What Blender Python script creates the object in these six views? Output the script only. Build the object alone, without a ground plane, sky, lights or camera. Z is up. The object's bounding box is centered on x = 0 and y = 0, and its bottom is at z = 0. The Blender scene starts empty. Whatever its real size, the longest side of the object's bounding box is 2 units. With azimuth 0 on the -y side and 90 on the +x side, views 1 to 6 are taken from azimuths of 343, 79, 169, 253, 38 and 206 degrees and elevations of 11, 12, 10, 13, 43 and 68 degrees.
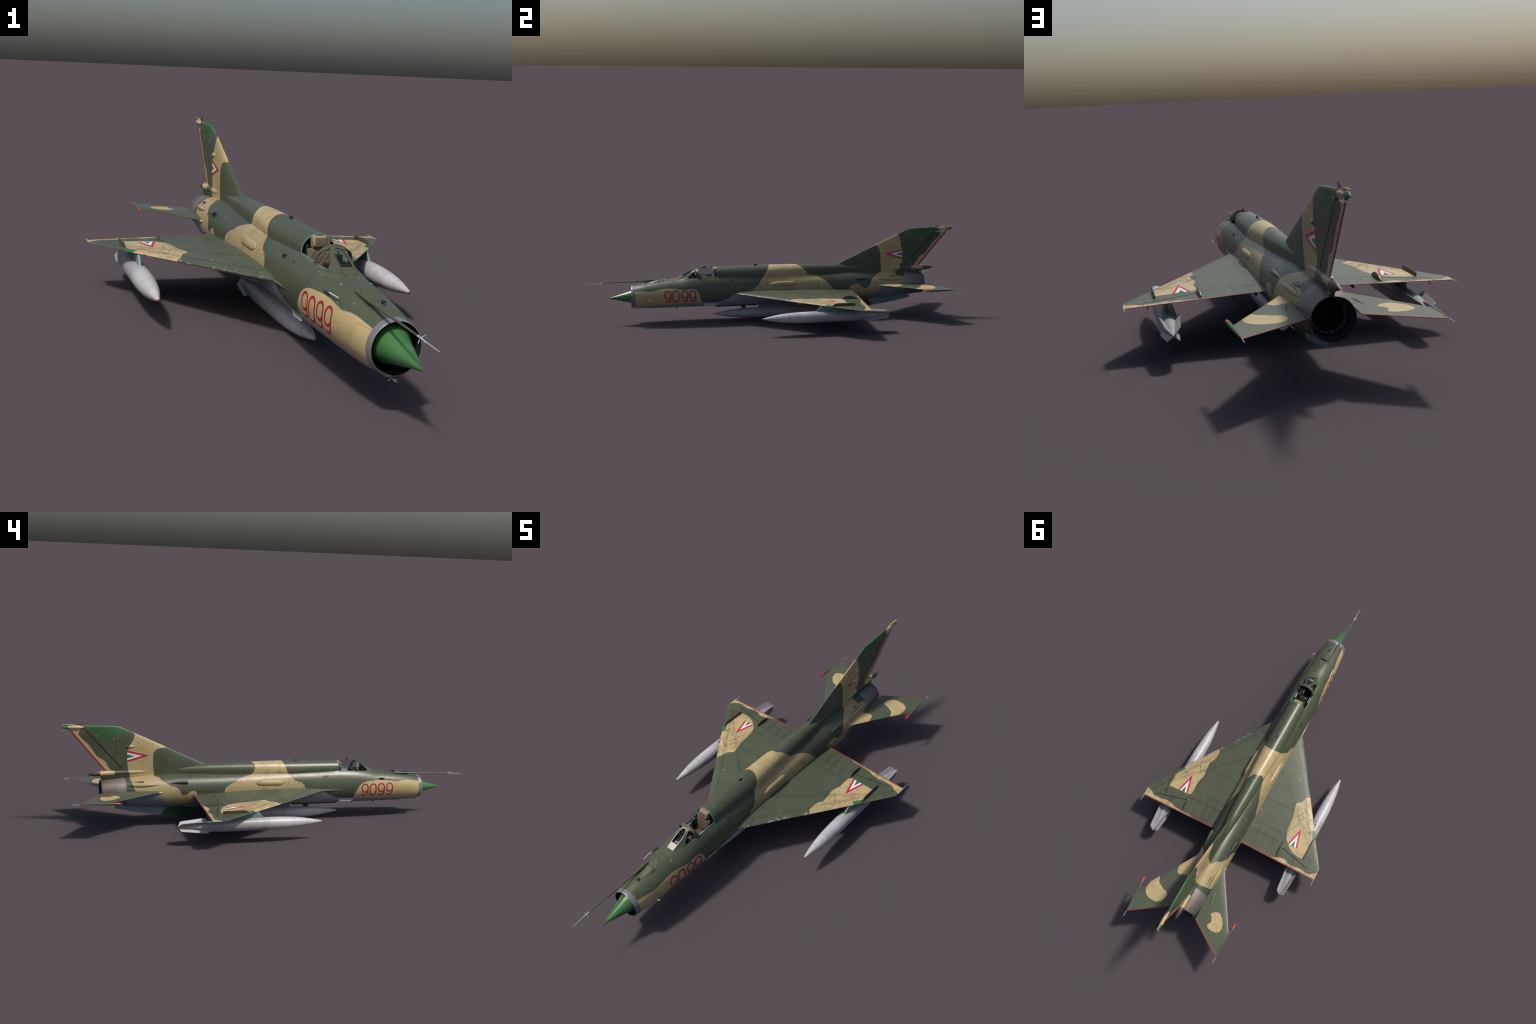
# A delta-winged jet fighter in green and tan camouflage, built part by part.
# Frame: nose towards -y, starboard towards -x, z up, metres (2 m long model).
import bpy, bmesh, math, random
from mathutils import Vector, Matrix

random.seed(7)
PI = math.pi
COL = bpy.context.scene.collection

# ------------------------------------------------------------------ helpers
def empty(name, parent=None):
    o = bpy.data.objects.new(name, None)
    COL.objects.link(o)
    o.parent = parent
    return o

def mesh_obj(name, verts, faces, mat, parent, smooth=40, mats=None, fmat=None, merge=0, recalc=True):
    me = bpy.data.meshes.new(name)
    me.from_pydata([tuple(v) for v in verts], [], faces)
    if merge or recalc:
        bm = bmesh.new(); bm.from_mesh(me)
        if merge:
            bmesh.ops.remove_doubles(bm, verts=bm.verts, dist=merge)
        if recalc:
            bmesh.ops.recalc_face_normals(bm, faces=bm.faces)
        bm.to_mesh(me); bm.free()
    for m in (mats or [mat]):
        me.materials.append(m)
    if fmat:
        for p in me.polygons:
            p.material_index = fmat(p.center)
    if smooth:
        me.shade_smooth()
        me.set_sharp_from_angle(angle=math.radians(smooth))
    o = bpy.data.objects.new(name, me)
    COL.objects.link(o)
    o.parent = parent
    return o

def hermite(table, x, k=1):
    """Smooth interpolation of column k of a table whose first column rises."""
    n = len(table)
    if x <= table[0][0]: return table[0][k]
    if x >= table[-1][0]: return table[-1][k]
    i = 0
    while table[i + 1][0] < x: i += 1
    def slope(j):
        if j == 0: return (table[1][k] - table[0][k]) / (table[1][0] - table[0][0])
        if j == n - 1: return (table[-1][k] - table[-2][k]) / (table[-1][0] - table[-2][0])
        return (table[j + 1][k] - table[j - 1][k]) / (table[j + 1][0] - table[j - 1][0])
    x0, x1 = table[i][0], table[i + 1][0]
    h = x1 - x0; t = (x - x0) / h
    p0, p1, m0, m1 = table[i][k], table[i + 1][k], slope(i) * h, slope(i + 1) * h
    return (2*t**3 - 3*t*t + 1)*p0 + (t**3 - 2*t*t + t)*m0 + (-2*t**3 + 3*t*t)*p1 + (t**3 - t*t)*m1

def join(objs):
    """Merge several meshes into the first one; every face keeps its material."""
    verts, faces, mats, idx, smooth = [], [], [], [], []
    for o in objs:
        me = o.data; base = len(verts)
        verts += [v.co.copy() for v in me.vertices]
        for p in me.polygons:
            faces.append([base + i for i in p.vertices])
            m = me.materials[p.material_index]
            if m not in mats: mats.append(m)
            idx.append(mats.index(m)); smooth.append(p.use_smooth)
    first = objs[0]
    me = bpy.data.meshes.new(first.name); me.from_pydata(verts, [], faces)
    for m in mats: me.materials.append(m)
    me.polygons.foreach_set("material_index", idx)
    me.shade_smooth(); me.set_sharp_from_angle(angle=math.radians(35))
    old = [o.data for o in objs]
    first.data = me
    for o in objs[1:]: bpy.data.objects.remove(o)
    for d in old: bpy.data.meshes.remove(d)
    return first

def rings(secs, closed=True, cap0=False, cap1=False):
    """Faces and verts that join a list of equally long vertex rings."""
    n = len(secs[0]); verts = [v for s in secs for v in s]; faces = []
    for i in range(len(secs) - 1):
        for j in range(n if closed else n - 1):
            a = i*n + j; b = i*n + (j + 1) % n
            faces.append((a, b, b + n, a + n))
    if cap0: faces.append(tuple(range(n)))
    if cap1: faces.append(tuple(range((len(secs) - 1)*n, len(secs)*n)))
    return verts, faces

def lathe(name, prof, mat, parent, c=(0, 0, 0), n=48, sx=1, sz=1, cap0=False, cap1=False, smooth=40, mats=None, fmat=None, droop=0):
    """Turn a profile of (y, radius) about the y axis through c."""
    secs = []
    y0 = prof[0][0]
    for y, r in prof:
        dz = droop*(y - y0)
        secs.append([(c[0] + r*sx*math.sin(2*PI*j/n), c[1] + y, c[2] + dz + r*sz*math.cos(2*PI*j/n)) for j in range(n)])
    v, f = rings(secs, True, cap0, cap1)
    return mesh_obj(name, v, f, mat, parent, smooth, mats, fmat, merge=1e-6)

def tube(name, pts, rad, mat, parent, n=10, cap=True, smooth=50, mats=None, fmat=None, flat=1.0):
    """Round bar along a list of points; rad is one number or one per point."""
    pts = [Vector(p) for p in pts]
    rad = rad if isinstance(rad, (list, tuple)) else [rad]*len(pts)
    secs = []; up = None
    for i, p in enumerate(pts):
        d = (pts[min(i + 1, len(pts) - 1)] - pts[max(i - 1, 0)]).normalized()
        if up is None:
            up = Vector((0, 0, 1)) if abs(d.z) < .9 else Vector((1, 0, 0))
        s = d.cross(up).normalized(); up = s.cross(d).normalized()
        secs.append([p + rad[i]*(math.cos(2*PI*j/n)*s + flat*math.sin(2*PI*j/n)*up) for j in range(n)])
    v, f = rings(secs, True, cap, cap)
    return mesh_obj(name, v, f, mat, parent, smooth, mats, fmat)

def prism(name, outline, t, mat, parent, axis='x', at=0.0, bevel=0.0, smooth=30, mats=None, fmat=None):
    """A plate: a 2D outline given thickness t along an axis, centred on `at`."""
    def p3(p, d):
        if axis == 'x': return (at + d, p[0], p[1])
        if axis == 'y': return (p[0], at + d, p[1])
        return (p[0], p[1], at + d)
    n = len(outline)
    v = [p3(p, -t/2) for p in outline] + [p3(p, t/2) for p in outline]
    f = [tuple(range(n)), tuple(range(n, 2*n))] + [(i, (i + 1) % n, (i + 1) % n + n, i + n) for i in range(n)]
    o = mesh_obj(name, v, f, mat, parent, smooth, mats, fmat)
    if bevel: chamfer(o, bevel)
    return o

def chamfer(o, w, seg=2):
    bm = bmesh.new(); bm.from_mesh(o.data)
    ed = [e for e in bm.edges if len(e.link_faces) == 2 and e.calc_face_angle(0) > .5]
    bmesh.ops.bevel(bm, geom=ed, offset=w, segments=seg, profile=.5, affect='EDGES')
    bm.to_mesh(o.data); bm.free()
    o.data.shade_smooth(); o.data.set_sharp_from_angle(angle=math.radians(35))

def box(name, c, s, mat, parent, bevel=0.0, rot=None):
    v = [(sx*s[0]/2, sy*s[1]/2, sz*s[2]/2) for sx in (-1, 1) for sy in (-1, 1) for sz in (-1, 1)]
    if rot: v = [rot @ Vector(p) for p in v]
    v = [Vector(p) + Vector(c) for p in v]
    f = [(0, 1, 3, 2), (4, 6, 7, 5), (0, 4, 5, 1), (2, 3, 7, 6), (0, 2, 6, 4), (1, 5, 7, 3)]
    o = mesh_obj(name, v, f, mat, parent, 30)
    if bevel: chamfer(o, bevel)
    return o

# ---------------------------------------------------------- material kit
class Nodes:
    """Small wrapper that writes shader maths as expressions."""
    def __init__(self, name):
        self.mat = bpy.data.materials.new(name); self.mat.use_nodes = True
        self.t = self.mat.node_tree; self.t.nodes.clear()
        self.out = self.t.nodes.new("ShaderNodeOutputMaterial")
        self.b = self.t.nodes.new("ShaderNodeBsdfPrincipled")
        self.t.links.new(self.b.outputs[0], self.out.inputs[0])
        tc = self.t.nodes.new("ShaderNodeTexCoord"); self.obj = tc.outputs["Object"]
        sp = self.t.nodes.new("ShaderNodeSeparateXYZ"); self.link(self.obj, sp.inputs[0])
        self.x, self.y, self.z = sp.outputs
        self._ax = None
    def link(self, a, b): self.t.links.new(a, b)
    def put(self, v, s):
        if hasattr(v, "links") or hasattr(v, "is_linked"): self.link(v, s)
        else: s.default_value = v
    def m(self, op, a, b=None, c=None, clamp=False):
        n = self.t.nodes.new("ShaderNodeMath"); n.operation = op; n.use_clamp = clamp
        for i, v in enumerate((a, b, c)):
            if v is not None: self.put(v, n.inputs[i])
        return n.outputs[0]
    def add(self, a, b): return self.m('ADD', a, b)
    def sub(self, a, b): return self.m('SUBTRACT', a, b)
    def mul(self, a, b): return self.m('MULTIPLY', a, b)
    def mn(self, *v):
        r = v[0]
        for q in v[1:]: r = self.m('MINIMUM', r, q)
        return r
    def mx(self, *v):
        r = v[0]
        for q in v[1:]: r = self.m('MAXIMUM', r, q)
        return r
    @property
    def ax(self):
        if self._ax is None: self._ax = self.m('ABSOLUTE', self.x)
        return self._ax
    def step(self, d, w=.0012):
        """1 where d > 0, with a border w wide."""
        return self.m('MULTIPLY_ADD', d, 1.0/w, .5, clamp=True)
    def curve(self, x, pts, smooth=True):
        """The smooth function through pts [(x, value)...] applied to socket x."""
        xs = [p[0] for p in pts]; ys = [p[1] for p in pts]
        x0, x1, y0, y1 = min(xs), max(xs), min(ys), max(ys)
        if y1 - y0 < 1e-6: y1 = y0 + 1e-6
        u = self.m('DIVIDE', self.sub(x, x0), x1 - x0, clamp=True)
        n = self.t.nodes.new("ShaderNodeFloatCurve")
        cm = n.mapping; cu = cm.curves[0]
        q = sorted(((a - x0)/(x1 - x0), (b - y0)/(y1 - y0)) for a, b in pts)
        cu.points[0].location = q[0]; cu.points[1].location = q[-1]
        for a, b in q[1:-1]: cu.points.new(a, b)
        for p in cu.points: p.handle_type = 'AUTO_CLAMPED' if smooth else 'VECTOR'
        cm.update()
        self.link(u, n.inputs["Value"])
        return self.m('MULTIPLY_ADD', n.outputs[0], y1 - y0, y0)
    def noise(self, scale, detail=3, rough=.55, stretch=None, dist=0):
        v = self.obj
        if stretch:
            mp = self.t.nodes.new("ShaderNodeMapping"); mp.inputs["Scale"].default_value = stretch
            self.link(v, mp.inputs[0]); v = mp.outputs[0]
        n = self.t.nodes.new("ShaderNodeTexNoise")
        n.inputs["Scale"].default_value = scale; n.inputs["Detail"].default_value = detail
        n.inputs["Roughness"].default_value = rough; n.inputs["Distortion"].default_value = dist
        self.link(v, n.inputs["Vector"])
        return n.outputs[0]
    def voronoi(self, scale, stretch=None, feature='F1', rnd=1.0):
        v = self.obj
        if stretch:
            mp = self.t.nodes.new("ShaderNodeMapping"); mp.inputs["Scale"].default_value = stretch
            self.link(v, mp.inputs[0]); v = mp.outputs[0]
        n = self.t.nodes.new("ShaderNodeTexVoronoi"); n.feature = feature
        n.inputs["Scale"].default_value = scale; n.inputs["Randomness"].default_value = rnd
        self.link(v, n.inputs["Vector"])
        return n.outputs["Distance"]
    def ramp(self, f, a, b): # linear 0..1 between a and b
        return self.m('DIVIDE', self.sub(f, a), b - a, clamp=True)
    def mix(self, f, a, b, mode='MIX'):
        n = self.t.nodes.new("ShaderNodeMix"); n.data_type = 'RGBA'; n.blend_type = mode
        self.put(f, n.inputs["Factor"])
        for v, s in ((a, n.inputs["A"]), (b, n.inputs["B"])):
            if isinstance(v, (tuple, list)): s.default_value = (*v[:3], 1)
            else: self.link(v, s)
        return n.outputs["Result"]
    def scale(self, col, f):
        n = self.t.nodes.new("ShaderNodeVectorMath"); n.operation = 'SCALE'
        if isinstance(col, (tuple, list)): n.inputs[0].default_value = col[:3]
        else: self.link(col, n.inputs[0])
        self.put(f, n.inputs["Scale"]); return n.outputs[0]
    def lines(self, u, at, w):
        """1 on thin lines where u takes one of the values `at`."""
        d = None
        for p in at:
            q = self.m('ABSOLUTE', self.sub(u, p)); d = q if d is None else self.m('MINIMUM', d, q)
        return self.sub(1.0, self.ramp(d, w*.35, w))
    def seg(self, u, v, a, b):
        """Distance in the (u, v) plane from the segment a-b."""
        dx, dy = b[0] - a[0], b[1] - a[1]; L = math.hypot(dx, dy); dx /= L; dy /= L
        pu, pv = self.sub(u, a[0]), self.sub(v, a[1])
        t = self.add(self.mul(pu, dx), self.mul(pv, dy))
        n = self.m('ABSOLUTE', self.sub(self.mul(pu, dy), self.mul(pv, dx)))
        e = self.mx(self.sub(0.0, t), self.sub(t, L))
        return self.mx(n, e)
    def end(self, col, rough=.45, metal=0, spec=.5, bump=None, bump_s=.15, bump_d=.001, coat=0):
        b = self.b
        if isinstance(col, (tuple, list)): b.inputs["Base Color"].default_value = (*col[:3], 1)
        else: self.link(col, b.inputs["Base Color"])
        self.put(rough, b.inputs["Roughness"]); self.put(metal, b.inputs["Metallic"])
        b.inputs["Specular IOR Level"].default_value = spec
        if coat: b.inputs["Coat Weight"].default_value = coat
        if bump is not None:
            n = self.t.nodes.new("ShaderNodeBump"); n.inputs["Strength"].default_value = bump_s
            n.inputs["Distance"].default_value = bump_d
            self.link(bump, n.inputs["Height"]); self.link(n.outputs[0], b.inputs["Normal"])
        return self.mat

GREEN = (.068, .082, .047); TAN = (.445, .345, .168); BLUE = (.19, .265, .305)
RED = (.36, .020, .024); RADOME = (.052, .165, .050); TIPGREEN = (.043, .120, .043)
TEAL = (.15, .31, .27); SILVER = (.50, .50, .50)

def plain(name, col, rough=.5, metal=0, var=.12, scale=60, spec=.5):
    g = Nodes(name)
    n = g.noise(scale, 4, .6)
    return g.end(g.scale(col, g.m('MULTIPLY_ADD', g.sub(n, .5), 2*var, 1.0)), rough, metal, spec)

def weather(g, col, chips=1.0, streak=(1, .12, 1)):
    """Dirt, fading and small bare chips over a paint colour."""
    big = g.noise(9, 4, .6); fine = g.noise(90, 3, .6); st = g.noise(70, 2, .5, stretch=streak)
    f = g.add(g.m('MULTIPLY_ADD', g.sub(big, .5), .55, 1.0), g.add(g.mul(g.sub(fine, .5), .16), g.mul(g.sub(st, .5), .16)))
    col = g.scale(col, f)
    if chips:
        gate = g.ramp(g.noise(7, 3, .6), .42, .52)
        n1 = g.noise(150, 2, .55, stretch=(1, .55, 1)); n2 = g.noise(95, 2, .5, stretch=(.5, 1, 1))
        c = g.mul(g.mx(g.ramp(n1, .700, .740), g.ramp(n2, .715, .750)), gate)
        col = g.mix(g.mul(c, .55*chips), col, (.42, .42, .39))
    return col
# ------------------------------------------------------------ fuselage form
#        y      centre  half_w  top    bottom
BODY = [(-.755, .1395, .0570, .1985, .0805),
        (-.720, .1410, .0625, .2060, .0775),
        (-.690, .1425, .0655, .2110, .0755),
        (-.635, .1450, .0695, .2195, .0747),
        (-.580, .1480, .0725, .2265, .0745),
        (-.530, .1500, .0745, .2315, .0745),
        (-.475, .1520, .0765, .2425, .0745),
        (-.420, .1530, .0775, .2510, .0745),
        (-.322, .1550, .0780, .2560, .0747),
        (-.200, .1560, .0780, .2535, .0750),
        (-.070, .1570, .0770, .2515, .0755),
        (.050, .1585, .0765, .2480, .0765),
        (.170, .1600, .0762, .2440, .0785),
        (.300, .1620, .0760, .2425, .0805),
        (.430, .1630, .0758, .2425, .0815),
        (.500, .1630, .0755, .2415, .0825),
        (.560, .1630, .0745, .2390, .0850),
        (.620, .1630, .0720, .2355, .0875),
        (.660, .1630, .0693, .2320, .0905),
        (.7127, .1632, .0648, .2280, .0945),
        (.770, .1635, .0588, .2220, .1030),
        (.815, .1637, .0535, .2172, .1100)]
#         y      top    radius
SPINE = [(-.322, .2853, .0427), (-.200, .2872, .0445), (-.070, .2885, .0452), (.050, .2883, .0400),
         (.170, .2858, .0340), (.300, .2825, .0275), (.336, .2810, .0252), (.430, .2735, .0166),
         (.490, .2682, .0108), (.524, .2648, .0070), (.580, .2500, .0040)]
N_ROUND = 216
SILL = 16                      # column of the cockpit sill (26.7 degrees)

def body_radius(y, th, spine=True):
    zc, a, top, bot = (hermite(BODY, y, k) for k in (1, 2, 3, 4))
    s, c = abs(math.sin(th)), math.cos(th)
    h = (top - zc) if c > 0 else (zc - bot)
    r = 1/math.sqrt((s/a)**2 + (c/h)**2)
    if spine and -.3221 <= y < .58 and c > 0:
        zt, rs = hermite(SPINE, y, 1), hermite(SPINE, y, 2)
        dz = zt - rs - zc
        q = 0
        disc = rs*rs - (dz*s)**2
        if disc > 0: q = dz*c + math.sqrt(disc)
        if s > 1e-4 and rs/s*c < dz: q = max(q, rs/s)
        k = .0009; e = max(k - abs(r - q), 0)/k
        r = max(r, q) + e*e*k*.25
    return r, zc

def body_point(y, th, off=0, spine=True):
    """Point of the skin at angle th from the top (positive to port, +x)."""
    r, zc = body_radius(y, th, spine)
    return Vector((math.sin(th)*(r + off), y, zc + math.cos(th)*(r + off)))

def crease(y):
    """Angle at which the spine meets the body."""
    y = min(max(y, -.322), .52)
    lo, hi = .02, 1.2
    for _ in range(40):
        mid = (lo + hi)/2
        if body_radius(y, mid)[0] > body_radius(y, mid, False)[0] + 1e-6: lo = mid
        else: hi = mid
    return hi

def ring_angles(y):
    """Column angles of one body ring, with a column set on the cockpit sill and the spine crease."""
    c = SILL*2*PI/N_ROUND
    if y > -.3221:
        k = min((y + .322)/.03, 1)
        c += (crease(y) - c)*k
    half = N_ROUND//2
    a = [c*j/SILL for j in range(SILL)] + [c + (PI - c)*(j/(half - SILL))**1.0 for j in range(half - SILL)] + [PI]
    return a + [2*PI - q for q in reversed(a[1:-1])]

def body_side(y, z, sign, off=0):
    """Skin point at height z on one side (search on the angle)."""
    lo, hi = (0, PI)
    for _ in range(40):
        mid = (lo + hi)/2
        if body_point(y, mid).z > z: lo = mid
        else: hi = mid
    p = body_point(y, lo, off)
    return Vector((sign*p.x, p.y, p.z))

def body_normal(y, th):
    a = body_point(y, th + .02) - body_point(y, th - .02)
    b = body_point(y + .004, th) - body_point(y - .004, th)
    n = b.cross(a); n.normalize()
    return n if n.dot(Vector((math.sin(th), 0, math.cos(th)))) > 0 else -n

# ---------------------------------------------------------------- wing form
def foil(u):
    """Half thickness of a thin section, 1 at its thickest."""
    u = min(max(u, 0), 1)
    return max(2.0*(1.4845*math.sqrt(u) - .63*u - 1.758*u*u + 1.4215*u**3 - .5075*u**4), .03)

class Lifting:
    """A straight tapered panel: leading and trailing edge lines, mid plane, thickness."""
    def __init__(s, le0, le1, te0, te1, z0, z1, thick):
        s.le0, s.le1, s.te0, s.te1, s.z0, s.z1, s.k = le0, le1, te0, te1, z0, z1, thick
    def le(s, x): return s.le0[1] + (x - s.le0[0])*(s.le1[1] - s.le0[1])/(s.le1[0] - s.le0[0])
    def te(s, x): return s.te0[1] + (x - s.te0[0])*(s.te1[1] - s.te0[1])/(s.te1[0] - s.te0[0])
    def mid(s, x): return s.z0 + (x - s.le0[0])*(s.z1 - s.z0)/(s.le1[0] - s.le0[0])
    def half(s, x, y):
        c = max(s.te(x) - s.le(x), .01)
        return max(s.k*c*.5*foil((y - s.le(x))/c), .0007)
    def top(s, x, y): return s.mid(x) + s.half(x, y)
    def bottom(s, x, y): return s.mid(x) - s.half(x, y)
    def panel(s, name, xs, y0, y1, sign, mat, parent, nu=40, mats=None, fmat=None):
        """Solid piece of the panel between two chord lines y0(x), y1(x)."""
        secs = []
        for x in xs:
            a, b = y0(x), y1(x); loop = []
            us = [.5 - .5*math.cos(PI*i/nu) for i in range(nu + 1)]
            for u in us: loop.append((sign*x, a + (b - a)*u, s.top(x, a + (b - a)*u)))
            for u in reversed(us): loop.append((sign*x, a + (b - a)*u, s.bottom(x, a + (b - a)*u)))
            secs.append(loop)
        v, f = rings(secs, True, True, True)
        return mesh_obj(name, v, f, mat, parent, 35, mats, fmat, merge=1e-7)

def span(a, b, n): return [a + (b - a)*i/n for i in range(n + 1)]

WING = Lifting((.08, -.2385), (.4648, .3465), (.08, .4045), (.4648, .4055), .1537, .1388, .046)
STAB = Lifting((.0755, .562), (.2342, .8185), (.0628, .8308), (.2342, .9455), .1712, .1703, .042)
# ---------------------------------------------------------------- materials
M = {}
# borders of the camouflage, read as smooth curves: height over length, length over height, chord over span
NOSE_L = [(-.755, .1755), (-.723, .1776), (-.680, .1756), (-.6445, .1814), (-.609, .1883), (-.574, .1906), (-.534, .1867), (-.499, .1832), (-.459, .1866), (-.437, .1796), (-.424, .1592), (-.415, .1305), (-.403, .109), (-.393, .06), (-.30, .05)]
NOSE_R = [(-.755, .1760), (-.7416, .1788), (-.6635, .1857), (-.637, .1824), (-.612, .1852), (-.573, .1903), (-.529, .1922), (-.489, .1909), (-.455, .1873), (-.4306, .1755), (-.417, .1585), (-.405, .1359), (-.399, .1106), (-.390, .06), (-.30, .05)]
BELLY = [(-.755, .0997), (-.698, .0990), (-.6676, .1031), (-.640, .0994), (-.601, .1030), (-.567, .1000), (-.512, .1050), (-.403, .1080), (-.332, .1100), (-.308, .1150), (-.289, .1228), (-.265, .1300), (-.250, .1440), (-.240, .1520),
         (.380, .1500), (.396, .1325), (.410, .1165), (.450, .1137), (.500, .1160), (.530, .1190), (.546, .1310), (.558, .1450), (.568, .1630), (.600, .1660), (.715, .1660)]
MID_F_L = [(.140, -.172), (.1693, -.1468), (.1767, -.134), (.1905, -.1134), (.2052, -.0999), (.2173, -.0911), (.2342, -.0787), (.2561, -.0625), (.2739, -.0505), (.2885, -.0405)]
MID_F_R = [(.140, -.150), (.1675, -.143), (.1847, -.1349), (.1975, -.1175), (.2053, -.0912), (.2217, -.0757), (.2328, -.064), (.2544, -.0556), (.2777, -.0456), (.2885, -.0405)]
MID_R_L = [(.140, .315), (.1609, .3048), (.1744, .2905), (.197, .2728), (.2143, .2468), (.2295, .213), (.2373, .1715), (.2494, .1624), (.2635, .1484), (.280, .130), (.287, .1100)]
MID_R_R = [(.140, .258), (.1644, .2558), (.1802, .2509), (.1947, .2297), (.205, .2039), (.2151, .1859), (.2276, .1498), (.237, .1143), (.2573, .1035), (.2758, .1000), (.287, .1100)]
AFT_L = [(.34, .120), (.370, .140), (.3855, .157), (.4042, .175), (.4235, .1825), (.4426, .1819), (.4615, .1661), (.4809, .1582), (.4951, .1648), (.5152, .1935), (.5272, .2099), (.5483, .2247), (.5856, .2371), (.600, .262)]
AFT_R = [(.34, .120), (.380, .145), (.3871, .1565), (.3935, .167), (.4056, .1722), (.4217, .1679), (.4374, .1562), (.4533, .1526), (.4616, .1591), (.4737, .1814), (.4852, .1911), (.5125, .1991), (.5312, .21), (.5493, .2202), (.562, .232), (.5812, .2361), (.600, .262)]
AFT_END_L = [(.150, .730), (.200, .722), (.209, .704), (.214, .680), (.222, .664), (.2285, .664), (.2361, .6789), (.250, .686)]
AFT_END_R = [(.150, .665), (.1782, .6734), (.1911, .6806), (.2115, .6862), (.2257, .692), (.2341, .6923), (.250, .694)]

def side_pick(g, a, b):
    """b on the port side, a on the starboard side."""
    k = g.step(g.x, .004)
    return g.add(a, g.mul(k, g.sub(b, a)))

def edge_wobble(g):
    return g.mul(g.sub(g.noise(60, 2, .5), .5), .003)

PAINT_ROUGH = .36
def fuselage_paint():
    g = Nodes("camouflage_fuselage")
    y, z = g.y, g.z
    nose = g.sub(side_pick(g, g.curve(y, NOSE_R), g.curve(y, NOSE_L)), z)
    band = g.mn(g.sub(y, side_pick(g, g.curve(z, MID_F_R), g.curve(z, MID_F_L))),
                g.sub(side_pick(g, g.curve(z, MID_R_R), g.curve(z, MID_R_L)), y))
    aft = g.mn(g.sub(side_pick(g, g.curve(y, AFT_R), g.curve(y, AFT_L)), z),
               g.sub(side_pick(g, g.curve(z, AFT_END_R), g.curve(z, AFT_END_L)), y), g.sub(y, .345))
    nose = g.mn(nose, g.sub(-.31, y))
    tan = g.step(g.mx(nose, band, aft), .0016)
    blue = g.step(g.sub(g.curve(y, BELLY), z), .0020)
    col = g.mix(tan, GREEN, TAN)
    belly = g.mix(g.step(g.sub(.42, y), .12), BLUE, (.26, .285, .315))
    belly = g.scale(belly, g.m('MULTIPLY_ADD', g.noise(30, 4, .7), .5, .75))
    col = g.mix(blue, col, belly)
    # seams of the skin: frames across, stringers along, faint and broken
    # (angle round the body, measured from the top)
    ang = g.m('ARCTAN2', g.ax, g.sub(z, .158))
    up = g.step(g.sub(z, .232), .002)
    fr = g.lines(y, (-.682, -.556, -.398, -.262, -.142, -.058, .052, .128, .215, .305, .385, .452, .548, .640), .0011)
    st = g.mul(g.lines(ang, (1.02, .62), .010), g.step(g.sub(y, -.30), .02))
    sp = g.mul(up, g.lines(y, (-.288, -.155, -.02, .01, .04, .07, .10, .26), .0011))
    broken = g.ramp(g.noise(14, 2, .5), .35, .62)
    hatch = None
    for p, q in (((-.752, .174), (-.700, .176)), ((-.700, .176), (-.697, .105)), ((-.697, .105), (-.752, .103)), ((-.640, .155), (-.618, .156)), ((-.618, .156), (-.617, .128)), ((-.617, .128), (-.639, .126)), ((-.639, .126), (-.640, .155)),
                 ((.292, .192), (.345, .190)), ((.345, .190), (.350, .172)), ((.350, .172), (.290, .170)), ((.290, .170), (.292, .192))):
        s = g.seg(y, z, p, q); hatch = s if hatch is None else g.m('MINIMUM', hatch, s)
    hatch = g.sub(1.0, g.ramp(hatch, .0003, .0011))
    seam = g.mx(g.mul(g.mx(fr, st), g.mul(broken, .8)), g.mul(sp, .35), g.mul(hatch, .6))
    # rows of rivets as a fine darker grain along the frames
    # engine bay side panel
    row = g.lines(z, (.1975, .2065), .0014)
    dash = g.ramp(g.m('SINE', g.mul(y, 560.0)), .55, .8)
    zone = g.mn(g.step(g.sub(y, .115), .01), g.step(g.sub(.40, y), .01))
    riv = g.mul(g.mul(g.mul(row, dash), zone), .55)
    # ambient occlusion baked into the colour of the flanks below the spine, behind the cockpit
    flank = g.mn(g.step(g.sub(.240, z), .012), g.step(g.sub(y, -.16), .12))
    col = g.scale(col, g.sub(1.0, g.mul(flank, .22)))
    col = weather(g, col, .9, streak=(1, .15, 2))
    col = g.mix(g.mul(g.mx(seam, riv), .50), col, (.012, .012, .010))
    # dirt: soft stains on the tan engine bay and low on the flanks
    grime = g.ramp(g.noise(24, 5, .7, dist=.6), .52, .75)
    gz = g.mul(grime, g.mn(g.step(g.sub(y, -.12), .1), g.step(g.sub(.36, y), .1)))
    col = g.mix(g.mul(gz, .58), col, (.05, .035, .02))
    rub = g.mn(g.ramp(g.noise(150, 3, .6, stretch=(1, .4, 1)), .60, .67), g.ramp(g.m('ABSOLUTE', g.sub(z, .231)), .010, .002),
               g.step(g.sub(-.26, y), .05), g.step(g.sub(y, -.47), .05))
    col = g.mix(g.mul(rub, .42), col, (.45, .44, .38))
    rg = g.m('MULTIPLY_ADD', g.noise(30, 3, .6), .14, PAINT_ROUGH - .07)
    return g.end(col, rg, 0, .5, bump=g.sub(1.0, g.mx(seam, riv)), bump_s=.25, bump_d=.0006)
M['fuse'] = fuselage_paint()

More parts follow.
